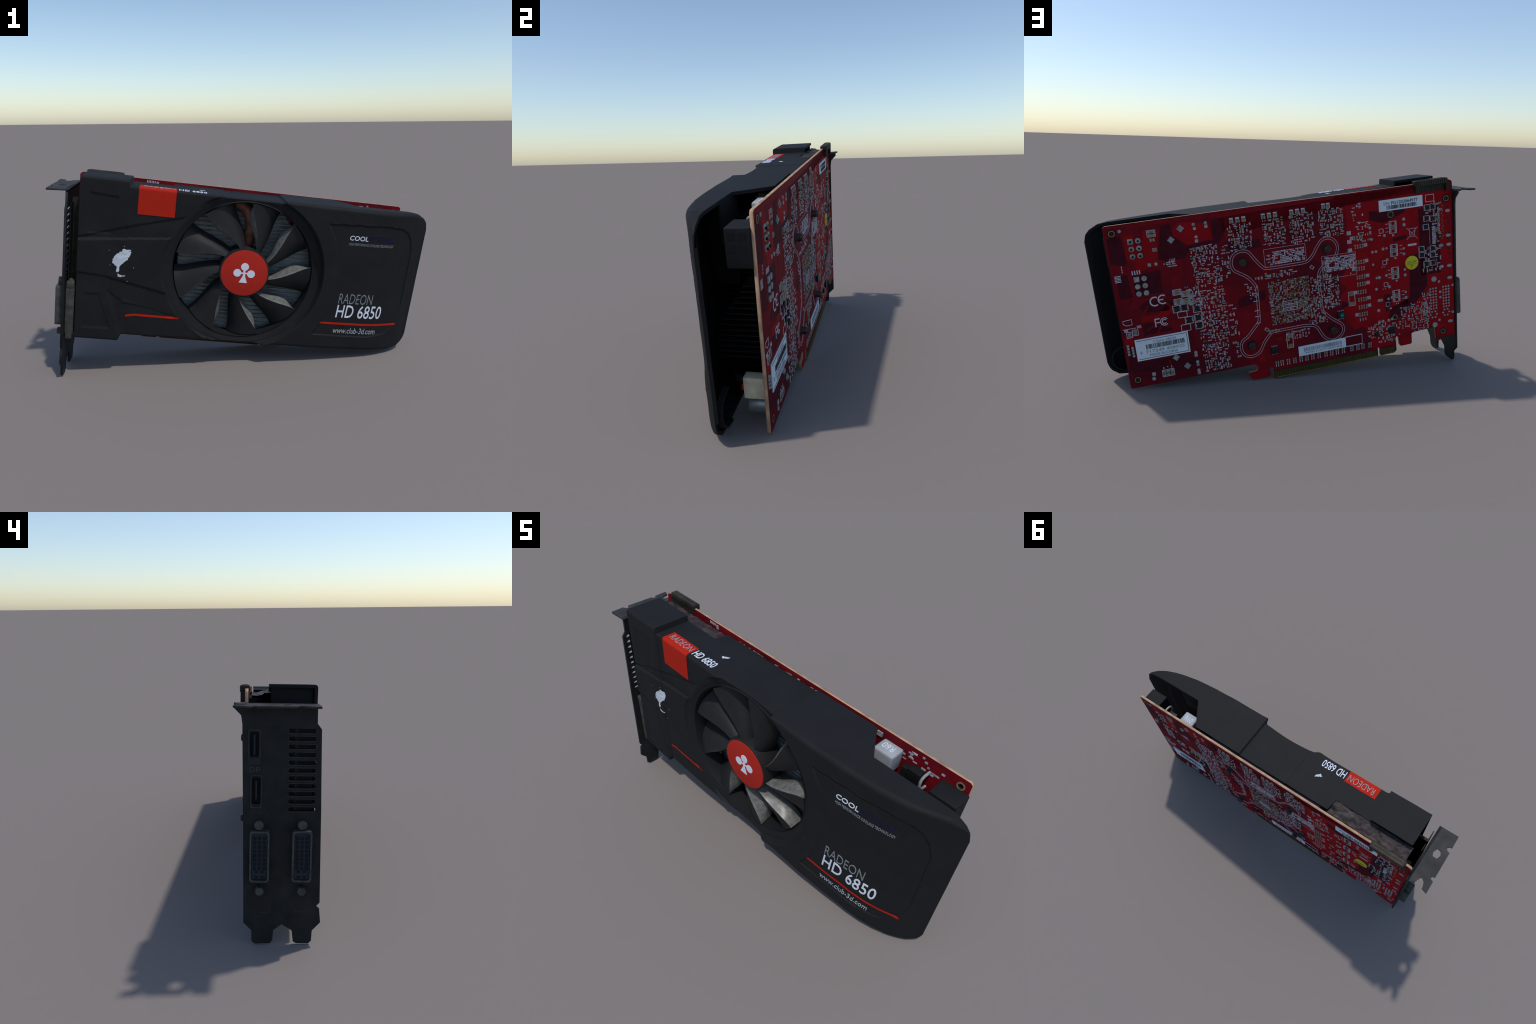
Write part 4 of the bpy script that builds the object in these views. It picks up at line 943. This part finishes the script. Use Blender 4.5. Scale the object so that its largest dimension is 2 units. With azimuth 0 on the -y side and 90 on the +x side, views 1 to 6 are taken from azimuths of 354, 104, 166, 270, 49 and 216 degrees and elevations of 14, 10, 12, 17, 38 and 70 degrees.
# video ports
def shell(name, loop, x0, x1, wall, mat, parent=bracket):
    n = len(loop); c = np.mean(loop, axis=0); L = np.array(loop); In = L + (c - L) * np.array([wall / (np.ptp(L[:, 0]) / 2), wall / (np.ptp(L[:, 1]) / 2)])
    V = [(x0, *p) for p in L] + [(x1, *p) for p in L] + [(x0, *p) for p in In] + [(x1, *p) for p in In]
    F = []
    for i in range(n):
        j = (i + 1) % n
        F += [(i, j, n + j, n + i), (2*n + i, 3*n + i, 3*n + j, 2*n + j), (i, 2*n + i, 2*n + j, j), (n + i, n + j, 3*n + j, 3*n + i)]
    me = mesh_from(name, V, F); return obj(name, me, parent, [mat], 40)
for y0, y1, z0, z1 in ((-.097, -.019, -.757, -.548), (-.265, -.187, -.754, -.545)):
    p = shell('video_port', rounded(y0, y1, z0, z1, .012), -.047, -.004, .0075, M['nickel'])
    b = Bucket(); b.box(-.040, .0, y0 + .009, y1 - .009, z0 + .010, z1 - .010); b.make('port_insert', M['port_blue'], p)
    k = Bucket(); cy = (y0 + y1) / 2
    for i in range(3):
        for j in range(8): k.box(-.0415, -.039, cy + .0185 * (i - 1) - .0062, cy + .0185 * (i - 1) + .0062, z1 - .030 - .0175 * j - .0065, z1 - .030 - .0175 * j + .0065)
    for i in (-1, 1):
        for j in (0, 1): k.box(-.0415, -.039, cy + .012 * i - .006, cy + .012 * i + .006, z0 + .020 + .022 * j - .005, z0 + .020 + .022 * j + .005)
    k.make('pin_hole', M['port_dark'], p)
for y, z in ((-.055, -.527), (-.226, -.524), (-.060, -.799), (-.229, -.797)):
    cylinder('port_screw', (-.022, y, z), (-1, 0, 0), .0185, .036, M['nickel'], bracket, 6 if z < -.7 else 18, .003)
for y0, y1, z0, z1, nm in ((-.058, -.008, -.288, -.150, 'video_port'), (-.066, -.018, -.462, -.328, 'video_port')):
    p = shell(nm, rounded(y0, y1, z0, z1, .010), -.0135, -.004, .006, M['flange'])
    b = Bucket(); b.box(.010, .016, y0 + .003, y1 - .003, z0 + .004, z1 - .004); b.make('port_insert', M['port_dark'], p)
    b = Bucket(); cy = (y0 + y1) / 2; b.box(-.006, .012, cy - .0035, cy + .0035, z0 + .035, z1 - .025); b.make('port_tongue', M['port_blue'], p)
k = Bucket(); k.box(-.0140, -.0055, -.057, -.012, -.286, -.262); k.make('port_plate', M['flange'], bracket)
def yz_text(body, y_left, y_right, z0, z1, mat):
    bk = Bucket(); text(body, bk, lambda u, v, t: (bx(z0) - .006 - .0025 * t, y_left + (y_right - y_left) * u, z0 + (z1 - z0) * v)); bk.make('embossing', M[mat], bracket)
yz_text('DP', -.016, -.055, -.318, -.299, 'nickel'); yz_text('HDMI', -.018, -.066, -.489, -.475, 'flange'); yz_text('SRTDA3', -.037, -.112, -.945, -.930, 'flange')
k = Bucket(); yz_loop(k, rounded(-.103, -.042, -.900, -.862, .006), .003, -.0075, -.004); yz_loop(k, rounded(-.264, -.210, -.896, -.856, .006), .003, -.0075, -.004); k.make('embossed_frame', M['flange'], bracket)
# connector bodies behind the bracket
block('connector_body', .004, .046, -.272, -BOARD_T - .002, -.795, -.535, M['nickel'], bracket, .004)
block('connector_body', .004, .20, -.25, -BOARD_T - .002, -.77, -.55, M['port_dark'], bracket, .004)
block('connector_body', .022, .12, -.075, -BOARD_T - .002, -.285, -.155, M['nickel'], bracket, .004)
block('connector_body', .022, .12, -.075, -BOARD_T - .002, -.46, -.33, M['nickel'], bracket, .004)
block('connector_body', .006, .075, -.205, -.190, -.52, -.10, M['brown'], bracket, .002)
block('connector_foot', .006, .044, -.276, -.21, -.545, -.512, M['nickel'], bracket, .006)
block('connector_foot', .006, .040, -.272, -.21, -.822, -.785, M['nickel'], bracket, .006)

# ================================================================== POSE
pose = Matrix(((0.99123, -0.00341, 0.13214, -0.84189), (0.00638, 0.99974, -0.02208, 0.12144), (-0.13203, 0.02273, 0.99099, 1.03502), (0, 0, 0, 1)))
parts = [o for o in bpy.data.objects if o.parent is ROOT]
board_lift = Matrix.Translation((0, .0062, 0)) @ Matrix.Rotation(-.0045, 4, 'X')
for o in parts: o.matrix_local = pose @ (board_lift if o is board else Matrix())
bpy.context.view_layer.update()
lo = Vector((9, 9, 9)); hi = -lo
for o in bpy.data.objects:
    if o.type != 'MESH': continue
    co = np.empty(len(o.data.vertices) * 3); o.data.vertices.foreach_get('co', co)
    w = co.reshape(-1, 3) @ np.array(o.matrix_world.to_3x3()).T + np.array(o.matrix_world.translation)
    for i in range(3): lo[i] = min(lo[i], w[:, i].min()); hi[i] = max(hi[i], w[:, i].max())
print('RAW BOUNDS', [round(v, 4) for v in lo], [round(v, 4) for v in hi])
shift = Vector((-(lo.x + hi.x) / 2, 0, -lo.z))
s = 2 / max(hi - lo)
print('SHIFT', [round(v, 4) for v in shift], 'SCALE', round(s, 4))
for o in parts: o.matrix_local = Matrix.Scale(s, 4) @ Matrix.Translation(shift) @ pose @ (board_lift if o is board else Matrix())
bpy.context.view_layer.update()
bpy.data.scenes.remove(SCRATCH)
